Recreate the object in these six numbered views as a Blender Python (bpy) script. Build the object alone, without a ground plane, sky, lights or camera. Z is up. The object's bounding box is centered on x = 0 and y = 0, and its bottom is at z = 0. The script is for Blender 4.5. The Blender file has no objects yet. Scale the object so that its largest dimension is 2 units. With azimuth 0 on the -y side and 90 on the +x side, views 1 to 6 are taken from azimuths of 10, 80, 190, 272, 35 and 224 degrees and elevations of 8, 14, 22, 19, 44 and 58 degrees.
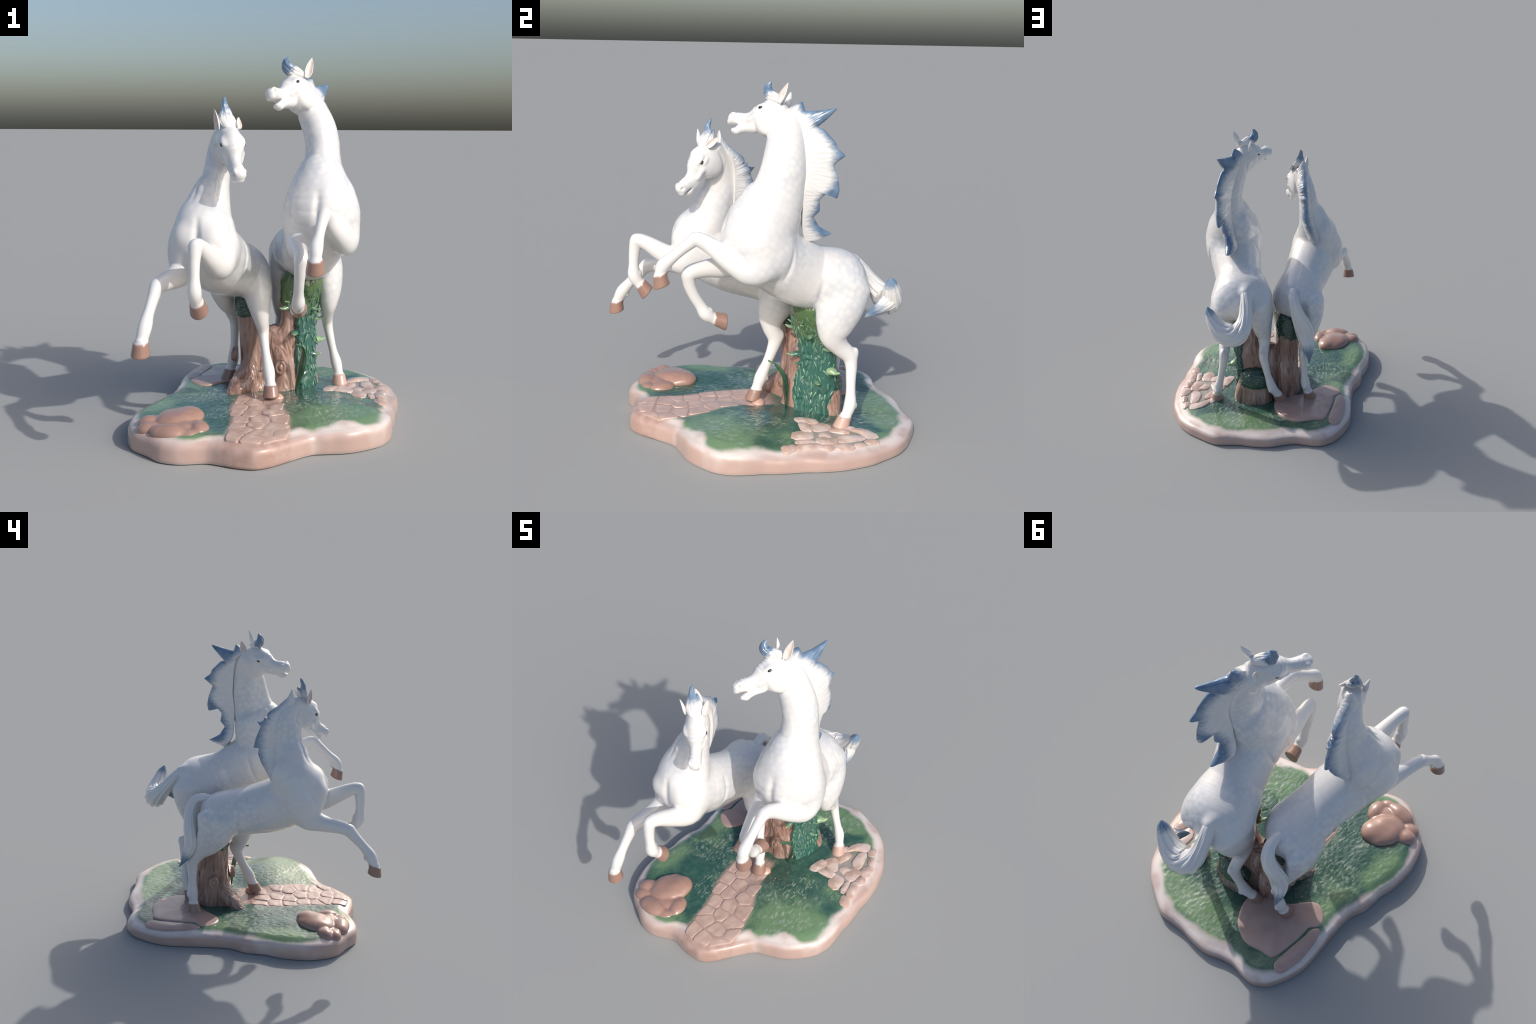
# Porcelain figurine: two rearing white horses on an oval grassy plinth with a
# mossy, leaf-covered tree stump.  Everything is built from profiles, spines,
# cross-sections and rules; organic bodies are blended from swept ellipsoid
# chains and polygonised with surface nets.
import bpy, math
import numpy as np
from mathutils import Vector

RNG = np.random.default_rng(7)
A = lambda *v: np.array(v, dtype=float)
def unit(v):
    v = np.asarray(v, float); return v / np.linalg.norm(v)

# ------------------------------------------------------------------ noise
_perm = np.random.default_rng(3).permutation(256)
_perm = np.concatenate([_perm, _perm, _perm])
_grad = np.random.default_rng(4).normal(size=(256, 3))
_grad /= np.linalg.norm(_grad, axis=1)[:, None]
def perlin(p):
    p = np.asarray(p, float); i = np.floor(p).astype(int); f = p - i; i &= 255
    u = f * f * f * (f * (f * 6 - 15) + 10); out = 0
    for dx in (0, 1):
        for dy in (0, 1):
            for dz in (0, 1):
                h = _perm[_perm[_perm[i[:, 0] + dx] + i[:, 1] + dy] + i[:, 2] + dz]
                d = f - A(dx, dy, dz)
                w = (u[:, 0] if dx else 1 - u[:, 0]) * (u[:, 1] if dy else 1 - u[:, 1]) * (u[:, 2] if dz else 1 - u[:, 2])
                out = out + w * (_grad[h] * d).sum(1)
    return out
def smooth(a, b, x):
    t = np.clip((x - a) / (b - a), 0, 1); return t * t * (3 - 2 * t)

# ------------------------------------------------------------------ curves
def catmull(P, n):
    """n samples of a centripetal-ish Catmull-Rom through rows of P"""
    P = np.asarray(P, float)
    Q = np.vstack([2 * P[0] - P[1], P, 2 * P[-1] - P[-2]])
    seg = np.linalg.norm(np.diff(P[:, :3], axis=0), axis=1) if P.shape[1] >= 3 else np.ones(len(P) - 1)
    cum = np.concatenate([[0], np.cumsum(seg)])
    s = np.linspace(0, cum[-1], n)
    k = np.clip(np.searchsorted(cum, s, side='right') - 1, 0, len(P) - 2)
    t = ((s - cum[k]) / np.maximum(seg[k], 1e-9))[:, None]
    p0, p1, p2, p3 = Q[k], Q[k + 1], Q[k + 2], Q[k + 3]
    return 0.5 * (2 * p1 + (p2 - p0) * t + (2 * p0 - 5 * p1 + 4 * p2 - p3) * t ** 2 + (3 * p1 - p0 - 3 * p2 + p3) * t ** 3)

# ------------------------------------------------------------------ implicit bodies
class Body:
    """signed field on a voxel lattice, built by smooth unions of named groups"""
    def __init__(s, lo, hi, h):
        s.lo = np.array(lo, float); s.h = h
        s.n = np.ceil((np.array(hi) - s.lo) / h).astype(int) + 1
        s.f = np.full(s.n, 0.2, np.float32); s.near = np.full(s.n, 0.2, np.float32)
        s.lab = np.zeros(s.n, np.int8); s.names = ['']
    def box(s, lo, hi):
        a = np.clip(np.floor((lo - s.lo) / s.h).astype(int), 0, s.n - 1)
        b = np.clip(np.ceil((hi - s.lo) / s.h).astype(int) + 1, 1, s.n)
        return a, b
    def axes(s, a, b):
        return [(s.lo[k] + s.h * np.arange(a[k], b[k])).astype(np.float32) for k in range(3)]
    def eval(s, ells, m):
        """hard union of ellipsoids (centre, 3x3 frame rows, radii)"""
        lo = np.min([c - np.max(r) - m for c, R, r in ells], 0); hi = np.max([c + np.max(r) + m for c, R, r in ells], 0)
        a, b = s.box(lo, hi); g = np.full(b - a, 0.2, np.float32)
        for c, R, r in ells:
            ext = np.sqrt(((R * np.array(r)[:, None]) ** 2).sum(0)) + m
            p, q = s.box(c - ext, c + ext)
            if np.any(q <= p): continue
            X, Y, Z = s.axes(p, q)
            x = (X - c[0])[:, None, None]; y = (Y - c[1])[None, :, None]; z = (Z - c[2])[None, None, :]
            k0 = 0; k1 = 0
            for k in range(3):
                l = (np.float32(R[k][0]) * x + np.float32(R[k][1]) * y + np.float32(R[k][2]) * z) * np.float32(1 / r[k])
                l2 = l * l; k0 = k0 + l2; k1 = k1 + l2 * np.float32(1 / r[k] ** 2)
            k0 = np.sqrt(k0); d = k0 * (k0 - 1) / np.sqrt(k1 + 1e-12)
            sl = tuple(slice(p[i] - a[i], q[i] - a[i]) for i in range(3))
            np.minimum(g[sl], d, out=g[sl])
        return a, b, g
    def merge(s, a, b, g, k, name):
        sl = tuple(slice(a[i], b[i]) for i in range(3))
        f = s.f[sl]
        hh = np.clip(0.5 + 0.5 * (f - g) / k, 0, 1)
        s.f[sl] = f * (1 - hh) + g * hh - k * hh * (1 - hh)
        if name not in s.names: s.names.append(name)
        i = s.names.index(name)
        cl = g < s.near[sl]
        s.near[sl][cl] = g[cl]; s.lab[sl][cl] = i
    def add(s, ells, k, name):
        a, b, g = s.eval(ells, k + 3 * s.h); s.merge(a, b, g, k, name)
    def cut(s, ells, k):
        a, b, g = s.eval(ells, k + 3 * s.h); sl = tuple(slice(a[i], b[i]) for i in range(3))
        f = s.f[sl]; g = -g
        hh = np.clip(0.5 - 0.5 * (f - g) / k, 0, 1)
        s.f[sl] = f * (1 - hh) + g * hh + k * hh * (1 - hh)
    def hoof(s, top, axis, toe, h, r0, r1, name):
        """truncated, toe-heavy cone with a flat sole"""
        axis = unit(axis); toe = np.array(toe, float); toe = unit(toe - axis * (toe @ axis)); sd = np.cross(axis, toe)
        m = 0.02; c = top + axis * h / 2
        a, b = s.box(c - h / 2 - r1 - m - .02, c + h / 2 + r1 + m + .02)
        X, Y, Z = s.axes(a, b)
        P = np.stack(np.meshgrid(X - top[0], Y - top[1], Z - top[2], indexing='ij'), -1)
        t = P @ axis; u = P @ toe - 0.22 * t; v = P @ sd
        rr = r0 + (r1 - r0) * np.clip(t / h, -.2, 1)
        heel = np.where(u < 0, 1.12, 1.0)
        d = np.sqrt((u * heel / 1.08) ** 2 + v ** 2) - rr
        e = 0.006
        q1 = np.maximum(d + e, 0); q2 = np.maximum(np.abs(t - h / 2) - h / 2 + e, 0)
        g = np.minimum(np.maximum(d + e, np.abs(t - h / 2) - h / 2 + e), 0) + np.sqrt(q1 ** 2 + q2 ** 2) - e
        s.merge(a, b, g.astype(np.float32), 0.012, name)
    def mesh(s, iters=2):
        f = s.f; ins = f < 0
        n = np.array(f.shape)
        cnt = np.zeros(n - 1, np.int8)
        for dx in (0, 1):
            for dy in (0, 1):
                for dz in (0, 1):
                    cnt += ins[dx:n[0] - 1 + dx, dy:n[1] - 1 + dy, dz:n[2] - 1 + dz]
        cells = np.argwhere((cnt > 0) & (cnt < 8))
        idx = np.full(n - 1, -1, np.int32); idx[tuple(cells.T)] = np.arange(len(cells))
        pos = np.zeros((len(cells), 3)); w = np.zeros(len(cells))
        C = [(i, j, k) for i in (0, 1) for j in (0, 1) for k in (0, 1)]
        val = {c: f[cells[:, 0] + c[0], cells[:, 1] + c[1], cells[:, 2] + c[2]].astype(float) for c in C}
        for c in C:
            for ax in range(3):
                if c[ax] == 0:
                    d = list(c); d[ax] = 1; d = tuple(d)
                    va, vb = val[c], val[d]; x = (va < 0) != (vb < 0)
                    t = va[x] / (va[x] - vb[x])
                    p = np.tile(np.array(c, float), (x.sum(), 1)); p[:, ax] += t
                    pos[x] += p; w[x] += 1
        V = s.lo + s.h * (cells + pos / w[:, None])
        quads = []
        for ax in range(3):
            sl0 = [slice(1, -1)] * 3; sl1 = [slice(1, -1)] * 3
            sl0[ax] = slice(0, -1); sl1[ax] = slice(1, None)
            a_, b_ = ins[tuple(sl0)], ins[tuple(sl1)]
            for fl, flip in (((a_ & ~b_), False), ((~a_ & b_), True)):
                e = np.argwhere(fl)
                off = np.ones(3, int); off[ax] = 0; e = e + off
                o1, o2 = (ax + 1) % 3, (ax + 2) % 3
                d1 = np.zeros(3, int); d1[o1] = 1; d2 = np.zeros(3, int); d2[o2] = 1
                q = [idx[tuple((e - k).T)] for k in (d1 + d2, d2, 0 * d1, d1)]
                q = np.stack(q, 1)
                quads.append(q[:, ::-1] if flip else q)
        Q = np.vstack(quads)
        L = s.lab[tuple(np.clip(np.round((V - s.lo) / s.h).astype(int), 0, n - 1).T)]
        # light Taubin smoothing removes lattice ripple
        E = np.vstack([Q[:, [0, 1]], Q[:, [1, 2]], Q[:, [2, 3]], Q[:, [3, 0]]])
        deg = np.bincount(E.ravel(), minlength=len(V)).astype(float)
        for it in range(iters):
            for lam in (0.5, -0.52):
                acc = np.zeros_like(V)
                for k in range(3):
                    acc[:, k] = np.bincount(E[:, 0], V[E[:, 1], k], len(V)) + np.bincount(E[:, 1], V[E[:, 0], k], len(V))
                V = V + lam * (acc / deg[:, None] - V)
        return V, Q, L

def vnormals(V, Q):
    n = np.cross(V[Q[:, 2]] - V[Q[:, 0]], V[Q[:, 3]] - V[Q[:, 1]])
    N = np.zeros_like(V)
    for k in range(3):
        N[:, k] = sum(np.bincount(Q[:, j], n[:, k], len(V)) for j in range(4))
    return N / np.maximum(np.linalg.norm(N, axis=1), 1e-12)[:, None]

def chain(st, side, step=0.11, along=0.85):
    """sweep: rows (x,y,z, lateral radius, depth radius); side = lateral hint (one, or one per row)"""
    st = np.asarray(st, float)
    sd = np.tile(side, (len(st), 1)) if np.ndim(side) == 1 else np.asarray(side, float)
    ln = np.linalg.norm(np.diff(st[:, :3], axis=0), axis=1).sum()
    n = max(4, int(ln / (step * st[:, 3:5].min(1).mean())))
    S = catmull(np.hstack([st, sd]), n); T = np.gradient(S[:, :3], axis=0)
    out = []
    for p, t in zip(S, T):
        t = unit(t); l = p[5:8] - t * (p[5:8] @ t); l = unit(l); u = np.cross(t, l)
        a, b = max(p[3], .004), max(p[4], .004)
        out.append((p[:3], np.array([l, u, t]), (a, b, along * min(a, b))))
    return out
def ell(c, r, R=np.eye(3)):
    return [(np.array(c, float), np.array(R, float), tuple(r))]
def frame_from(t, side):
    t = unit(t); l = unit(np.array(side, float) - t * (np.array(side, float) @ t)); return np.array([l, np.cross(t, l), t])

# ------------------------------------------------------------------ mesh helpers
ROOT = None
def make_obj(name, V, F, mat, parent=None, smooth_=True, normals=None):
    me = bpy.data.meshes.new(name)
    V = np.asarray(V, float)
    if isinstance(F, np.ndarray) and F.ndim == 2:
        nf, k = F.shape
        me.vertices.add(len(V)); me.vertices.foreach_set('co', V.ravel())
        me.loops.add(nf * k); me.loops.foreach_set('vertex_index', F.ravel().astype(np.int32))
        me.polygons.add(nf); me.polygons.foreach_set('loop_start', np.arange(0, nf * k, k, dtype=np.int32))
        me.update(calc_edges=True); me.validate()
    else:
        me.from_pydata([tuple(v) for v in V], [], [tuple(int(i) for i in f) for f in F]); me.validate()
    if mat is not None: me.materials.append(mat)
    me.polygons.foreach_set('use_smooth', np.full(len(me.polygons), smooth_))
    if normals is not None:
        me.normals_split_custom_set_from_vertices([tuple(n) for n in normals])
    ob = bpy.data.objects.new(name, me); bpy.context.scene.collection.objects.link(ob)
    if parent is not None: ob.parent = parent
    return ob
def empty(name, parent=None):
    ob = bpy.data.objects.new(name, None); bpy.context.scene.collection.objects.link(ob)
    ob.empty_display_size = .1
    if parent is not None: ob.parent = parent
    return ob
def grid_faces(nu, nv, wrap_v=False, base=0):
    i = np.arange(nu - 1)[:, None]; j = np.arange(nv if wrap_v else nv - 1)[None, :]
    j2 = (j + 1) % nv
    f = np.stack([i * nv + j, i * nv + j2, (i + 1) * nv + j2, (i + 1) * nv + j], -1)
    return f.reshape(-1, 4) + base

def lock(path, side, grooves=9, depth=.10, twist=1.2, nu=90, nv=72, seed=0):
    """tapering hair lock: rows (x,y,z, half width, half depth); combed with running grooves"""
    path = np.asarray(path, float)
    S = catmull(path, nu); T = np.gradient(S[:, :3], axis=0)
    V = []
    th = np.linspace(0, 2 * np.pi, nv, endpoint=False)
    for i, (p, t) in enumerate(zip(S, T)):
        s = i / (nu - 1); t = unit(t); l = unit(np.array(side, float) - t * (np.array(side, float) @ t)); u = np.cross(t, l)
        q = np.stack([3 * np.cos(th) + seed * 7.3, 3 * np.sin(th), np.full(nv, 3.0 * s)], 1)
        wob = perlin(q * 0.7)
        g = np.cos(grooves * th + twist * 2 * np.pi * s + 3 * wob) * .6 + np.cos(2.3 * grooves * th - twist * 3 * s + 5 * wob) * .4
        env = min(1, s * 4) * 1.0
        rad = 1 + depth * env * (g - .4)
        V.append(p[:3] + (np.maximum(p[3], .0015) * rad * np.cos(th))[:, None] * l + (np.maximum(p[4], .0015) * rad * np.sin(th))[:, None] * u)
    V = np.vstack(V); F = [tuple(f) for f in grid_faces(nu, nv, True)]
    n = len(V); V = np.vstack([V, S[0, :3], S[-1, :3] + unit(T[-1]) * .002])
    F += [(n, (j + 1) % nv, j) for j in range(nv)] + [(n + 1, (nu - 1) * nv + j, (nu - 1) * nv + (j + 1) % nv) for j in range(nv)]
    return V, F

# ------------------------------------------------------------------ materials
class NT:
    def __init__(s, name):
        s.m = bpy.data.materials.new(name); s.m.use_nodes = True; s.t = s.m.node_tree; s.t.nodes.clear()
        s.out = s.n('ShaderNodeOutputMaterial'); s.b = s.n('ShaderNodeBsdfPrincipled')
        s.l(s.b.outputs[0], s.out.inputs[0]); s.co = s.n('ShaderNodeTexCoord').outputs['Object']
    def n(s, t, **k):
        x = s.t.nodes.new(t)
        for a, v in k.items(): setattr(x, a, v)
        return x
    def l(s, a, b): s.t.links.new(a, b)
    def inp(s, sock, v):
        if hasattr(v, 'links'): s.l(v, sock)
        else: sock.default_value = v
    def math(s, op, a, b=0.0, c=0.0, clamp=False):
        x = s.n('ShaderNodeMath', operation=op, use_clamp=clamp)
        for i, v in enumerate((a, b, c)): s.inp(x.inputs[i], v)
        return x.outputs[0]
    def vmath(s, op, a, b=(0, 0, 0)):
        x = s.n('ShaderNodeVectorMath', operation=op); s.inp(x.inputs[0], a); s.inp(x.inputs[1], b)
        return x.outputs['Value'] if op in ('DOT_PRODUCT', 'DISTANCE', 'LENGTH') else x.outputs[0]
    def mix(s, f, a, b):
        x = s.n('ShaderNodeMix', data_type='RGBA'); s.inp(x.inputs[0], f)
        for sock, v in ((x.inputs[6], a), (x.inputs[7], b)): s.inp(sock, v if hasattr(v, 'links') else (*v, 1))
        return x.outputs[2]
    def ramp(s, f, a, b):
        x = s.n('ShaderNodeMapRange', interpolation_type='SMOOTHSTEP'); s.inp(x.inputs[0], f)
        s.inp(x.inputs[1], a); s.inp(x.inputs[2], b); return x.outputs[0]
    def noise(s, scale, detail=2, rough=.5, vec=None, dist=0.0):
        x = s.n('ShaderNodeTexNoise'); s.l(vec if vec is not None else s.co, x.inputs['Vector'])
        x.inputs['Scale'].default_value = scale; x.inputs['Detail'].default_value = detail
        x.inputs['Roughness'].default_value = rough; x.inputs['Distortion'].default_value = dist
        return x.outputs['Fac']
    def stretch(s, sc, rot=(0, 0, 0)):
        x = s.n('ShaderNodeMapping'); s.l(s.co, x.inputs[0]); x.inputs['Scale'].default_value = sc; x.inputs['Rotation'].default_value = rot
        return x.outputs[0]
    def voronoi(s, scale, rnd=1.0, feature='F1', vec=None):
        x = s.n('ShaderNodeTexVoronoi', feature=feature); s.l(vec if vec is not None else s.co, x.inputs['Vector'])
        x.inputs['Scale'].default_value = scale; x.inputs['Randomness'].default_value = rnd
        return x.outputs['Distance']
    def fcurve(s, x, pts):
        c = s.n('ShaderNodeFloatCurve'); cv = c.mapping.curves[0]
        while len(cv.points) > 2: cv.points.remove(cv.points[1])
        cv.points[0].location = pts[0]; cv.points[-1].location = pts[-1]
        for p in pts[1:-1]: cv.points.new(*p)
        c.mapping.use_clip = False; c.mapping.update(); s.inp(c.inputs['Value'], x); return c.outputs[0]
    def xyz(s):
        x = s.n('ShaderNodeSeparateXYZ'); s.l(s.co, x.inputs[0]); return x.outputs
    def bump(s, h, strength=.3, dist=.002):
        x = s.n('ShaderNodeBump'); x.inputs['Strength'].default_value = strength; x.inputs['Distance'].default_value = dist
        s.l(h, x.inputs['Height']); s.l(x.outputs[0], s.b.inputs['Normal'])
    def done(s, col, rough=.3, coat=.6, coat_rough=.08, spec=.5):
        s.inp(s.b.inputs['Base Color'], col if hasattr(col, 'links') else (*col, 1))
        s.inp(s.b.inputs['Roughness'], rough); s.b.inputs['Coat Weight'].default_value = coat
        s.b.inputs['Coat Roughness'].default_value = coat_rough; s.b.inputs['Specular IOR Level'].default_value = spec
        return s.m

WHITE, WARM, COOL = (.74, .735, .73), (.70, .665, .65), (.53, .575, .635)
BLUE, BLUE_D = (.16, .25, .37), (.10, .17, .275)
HOOF, PINKHOOF = (.31, .185, .145), (.54, .36, .30)

def white_glaze(t, spheres):
    """white porcelain with a faint hexagonal dapple inside the given (centre, radius) zones"""
    v = t.voronoi(27, .62, vec=t.stretch((1, 1, 1), (.65, .45, .3)))
    hexm = t.ramp(v, .25, .7)
    zone = None
    for c, r in spheres:
        d = t.ramp(t.vmath('DISTANCE', t.co, c), r, r * .55)
        zone = d if zone is None else t.math('MAXIMUM', zone, d)
    n = t.noise(3.2, 1)
    tint = t.mix(t.ramp(n, .4, .62), COOL, WARM)
    base = t.mix(t.math('MULTIPLY', t.ramp(t.noise(6, 2), .35, .75), .25), WHITE, WARM)
    if zone is None: return base
    return t.mix(t.math('MULTIPLY', t.math('MULTIPLY', hexm, zone), .5), base, tint)
def horse_material(name, spheres, hoof=None, hoof_col=HOOF):
    t = NT(name); col = white_glaze(t, spheres)
    if hoof is not None:
        p, ax = hoof
        d = t.vmath('DOT_PRODUCT', t.vmath('SUBTRACT', t.co, tuple(p)), tuple(ax))
        d = t.math('ADD', d, t.math('MULTIPLY', t.math('SUBTRACT', t.noise(30), .5), .008))
        near = t.ramp(t.vmath('DISTANCE', t.co, tuple(np.array(p) + np.array(ax) * .02)), .11, .09)
        col = t.mix(t.math('MULTIPLY', near, t.ramp(d, -.006, .005)), col, hoof_col)
    return t.done(col, .28, .5, .06)
def hair_material(name, curve=None, tips=(), curve_soft=.05):
    """white hair, blue beyond a z -> y edge line and/or around lock tips (centre, inner, outer)"""
    t = NT(name); x, y, z = t.xyz()
    streak = t.noise(70, 3, .6, vec=t.stretch((1, .25, 1)))
    m = None
    if curve:
        e = t.fcurve(t.math('DIVIDE', z, 2.0), [(a / 2, b + .5) for a, b in curve])
        d = t.math('SUBTRACT', y, t.math('SUBTRACT', e, .5))
        d = t.math('ADD', d, t.math('MULTIPLY', t.math('SUBTRACT', streak, .5), .05))
        m = t.ramp(d, -curve_soft * .6, curve_soft)
    for c, r0, r1 in tips:
        d = t.math('ADD', t.vmath('DISTANCE', t.co, c), t.math('MULTIPLY', t.math('SUBTRACT', streak, .5), .05))
        k = t.ramp(d, r1, r0); m = k if m is None else t.math('MAXIMUM', m, k)
    blue = t.mix(t.ramp(t.noise(18, 2), .35, .7), BLUE, BLUE_D)
    base = t.mix(t.math('MULTIPLY', t.ramp(streak, .45, .75), .35), WHITE, WARM)
    col = t.mix(m, base, blue) if m is not None else base
    t.bump(streak, .25, .002)
    return t.done(col, .25, .7, .06)
def flat_material(name, col, rough=.3, coat=.6):
    t = NT(name); n = t.noise(25, 3)
    return t.done(t.mix(t.math('MULTIPLY', t.ramp(n, .35, .7), .3), col, tuple(c * .75 for c in col)), rough, coat)

# ------------------------------------------------------------------ generic horse head (own frame: forward, left, up from between the eyes)
def head_prims(B, O, F, L, U, open_mouth):
    P = lambda f, l, u: O + F * f + L * l + U * u
    R = np.array([L, U, F])
    # skull and nose profile: forward, top, bottom, half width
    prof = [(-.105, .018, -.115, .050), (-.07, .040, -.135, .058), (-.03, .055, -.150, .064), (.00, .054, -.145, .066), (.03, .043, -.122, .060),
            (.06, .024, -.110, .047), (.095, .011, -.097, .037), (.13, .013, -.084, .034), (.16, .023, -.056, .036), (.185, .018, -.045, .037)]
    st = [(*P(f, 0, (a + b) / 2), w, (a - b) / 2) for f, a, b, w in prof]
    B.add(chain(st, L, .22, .55), .006, 'head')
    B.add(ell(P(.188, 0, -.007), (.035, .031, .030), R), .010, 'head')
    B.add(ell(P(.208, 0, -.024), (.026, .014, .016), R), .012, 'head')           # upper lip
    if open_mouth:
        jaw = [(*P(.07, 0, -.082), .032, .030), (*P(.12, 0, -.078), .028, .022), (*P(.160, 0, -.078), .025, .019), (*P(.195, 0, -.074), .020, .013)]
    else:
        jaw = [(*P(.08, 0, -.075), .030, .026), (*P(.13, 0, -.068), .025, .019), (*P(.165, 0, -.060), .024, .019), (*P(.188, 0, -.053), .022, .016)]
    B.add(chain(jaw, L), .012, 'head'); B.add(ell(P(.172, 0, -.088 if open_mouth else -.068), (.021, .014, .020), R), .01, 'head')
    for sg in (1, -1):
        B.add(ell(P(-.03, sg * .036, -.085), (.030, .070, .068), R), .018, 'head')   # cheek
        B.add(ell(P(.0, sg * .049, .013), (.014, .009, .026), R), .02, 'head')      # brow ridge
        B.add(ell(P(-.012, sg * .058, -.016), (.010, .009, .022), R), .012, 'head')   # lower lid
        B.add(chain([(*P(.04, sg * .050, -.035), .012, .010), (*P(.085, sg * .036, -.045), .010, .009)], L), .02, 'head')  # facial crest
        B.add(ell(P(.180, sg * .024, .004), (.013, .018, .019), R), .008, 'head')    # nostril wing
        B.cut(ell(P(.194, sg * .036, .003), (.011, .010, .012), R), .005)
        B.cut(ell(P(.006, sg * .072, .001), (.009, .010, .015), R), .006)            # eye socket
    if open_mouth:
        B.cut(chain([(*P(.162, 0, -.052), .06, .004), (*P(.185, 0, -.050), .06, .0075), (*P(.225, 0, -.049), .06, .012)], L), .005)
    else:
        B.cut(chain([(*P(.155, 0, -.050), .06, .0028), (*P(.185, 0, -.041), .06, .0034), (*P(.222, 0, -.034), .06, .005)], L), .004)

def ear(base, tip, face, width, name, parent, mats):
    """cupped leaf: outer shell with a rolled rim, concave lining"""
    base, tip = np.array(base, float), np.array(tip, float); ax = tip - base; ln = np.linalg.norm(ax); ax /= ln
    face = unit(np.array(face, float) - ax * (np.array(face, float) @ ax)); sd = np.cross(ax, face)
    nu, nv = 26, 20; V = []; 
    for shell in (0, 1):
        for i in range(nu):
            s = i / (nu - 1)
            w = width * (np.sin(np.pi * min(1, .10 + .90 * s) ** .82) ** .8 if s < 1 else 0.0) + .0012
            for j in range(nv):
                a = (j / (nv - 1) * 2 - 1) * 1.35 * (1.0 - .25 * s)
                r = w * (1 - (.20 if shell else 0)); dz = .004 * (1 - s) * shell
                V.append(base + ax * (ln * s - .012 * (1 - s)) + sd * (r * np.sin(a)) + face * (w * .62 - r * np.cos(a) * 1.15 + dz))
    F = []; n = nu * nv
    outer = grid_faces(nu, nv); inner = grid_faces(nu, nv)[:, ::-1] + n
    rim = []
    for j in (0, nv - 1):
        for i in range(nu - 1):
            q = (i * nv + j, (i + 1) * nv + j, n + (i + 1) * nv + j, n + i * nv + j); rim.append(q if j == 0 else q[::-1])
    for i in (nu - 1, 0):
        for j in range(nv - 1):
            rim.append((i * nv + j, i * nv + j + 1, n + i * nv + j + 1, n + i * nv + j))
    F = [tuple(f) for f in outer] + [tuple(f) for f in inner] + rim
    ob = make_obj(name, V, F, mats[0], parent); ob.data.materials.append(mats[1])
    for k in range(len(outer), len(outer) + len(inner)): ob.data.polygons[k].material_index = 1
    return ob

def mane(inner, outer, thick, name, parent, mat, seed, nu=260, nt=30):
    """crest blade: loft from the neck crest to a ragged outer edge, lens-thick, combed with strand grooves"""
    I = catmull(inner, nu); O = np.asarray(outer, float)
    seg = np.concatenate([[0], np.cumsum(np.linalg.norm(np.diff(O, axis=0), axis=1))])
    # outer rows carry their own share of the root line: 4th column
    s = np.linspace(0, 1, nu)
    root = np.linspace(0, 1, len(O)) if O.shape[1] < 4 else O[:, 3]
    # densify corners: parameter follows a blend of outer arc length and root position
    par = .55 * seg / seg[-1] + .45 * root
    Oi = np.stack([np.interp(s, par, O[:, k]) for k in range(3)], 1)
    rt = np.interp(s, par, root)
    I = np.stack([np.interp(rt, s, I[:, k]) for k in range(3)], 1)
    k = np.array([1, 4, 6, 4, 1.]) / 16
    Oi[2:-2] = sum(w * Oi[i:nu - 4 + i] for i, w in enumerate(k))
    t = np.linspace(0, 1, nt)[None, :, None]
    M = I[:, None] * (1 - t) + Oi[:, None] * t
    out = Oi - I; T = np.gradient(I, axis=0)
    n = np.cross(T, out + 1e-6); n /= np.linalg.norm(n, axis=1)[:, None] + 1e-9
    for _ in range(30): n[1:-1] = (n[:-2] + 2 * n[1:-1] + n[2:]) / 4
    n /= np.linalg.norm(n, axis=1)[:, None]
    tt = np.linspace(0, 1, nt)
    S, TT = np.meshgrid(s, tt, indexing='ij')
    width = np.linalg.norm(out, axis=1)[:, None]
    th = thick * (1 - .42 * TT) * np.sqrt(np.clip(1 - TT ** 3.5, 0, 1))
    th = th * smooth(0, .04, S) ** .6 * smooth(1, .96, S) ** .6 * np.clip(width / .05, .3, 1)
    def groove(sd):
        q = np.stack([S.ravel() * 16 + sd, TT.ravel() * 1.6, np.full(S.size, seed * 3.1)], 1)
        wob = perlin(q).reshape(S.shape)
        q2 = np.stack([S.ravel() * 120 + sd + 2.2 * wob.ravel(), TT.ravel() * 2.2, np.full(S.size, seed * 5.7)], 1)
        return perlin(q2).reshape(S.shape) + .6 * perlin(q2 * A(.5, .7, 1) + 11).reshape(S.shape)
    V = []
    for sg in (1, -1):
        g = groove(sg * 17.0)
        o = th + .0032 * g * smooth(.05, .2, TT) * np.clip(th / .006, 0, 1)
        o[:, -1] = 0
        V.append((M + sg * np.maximum(o, 0)[..., None] * n[:, None]).reshape(-1, 3))
    F = np.vstack([grid_faces(nu, nt), grid_faces(nu, nt)[:, ::-1] + nu * nt])
    cap = []
    for i in (0, nu - 1):
        for j in range(nt - 1):
            q = [i * nt + j, i * nt + j + 1, nu * nt + i * nt + j + 1, nu * nt + i * nt + j]; cap.append(q if i else q[::-1])
    for i in range(nu - 1):
        cap.append([i * nt, (i + 1) * nt, nu * nt + (i + 1) * nt, nu * nt + i * nt])
    return make_obj(name, np.vstack(V), np.vstack([F, np.array(cap)]), mat, parent)

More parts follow.
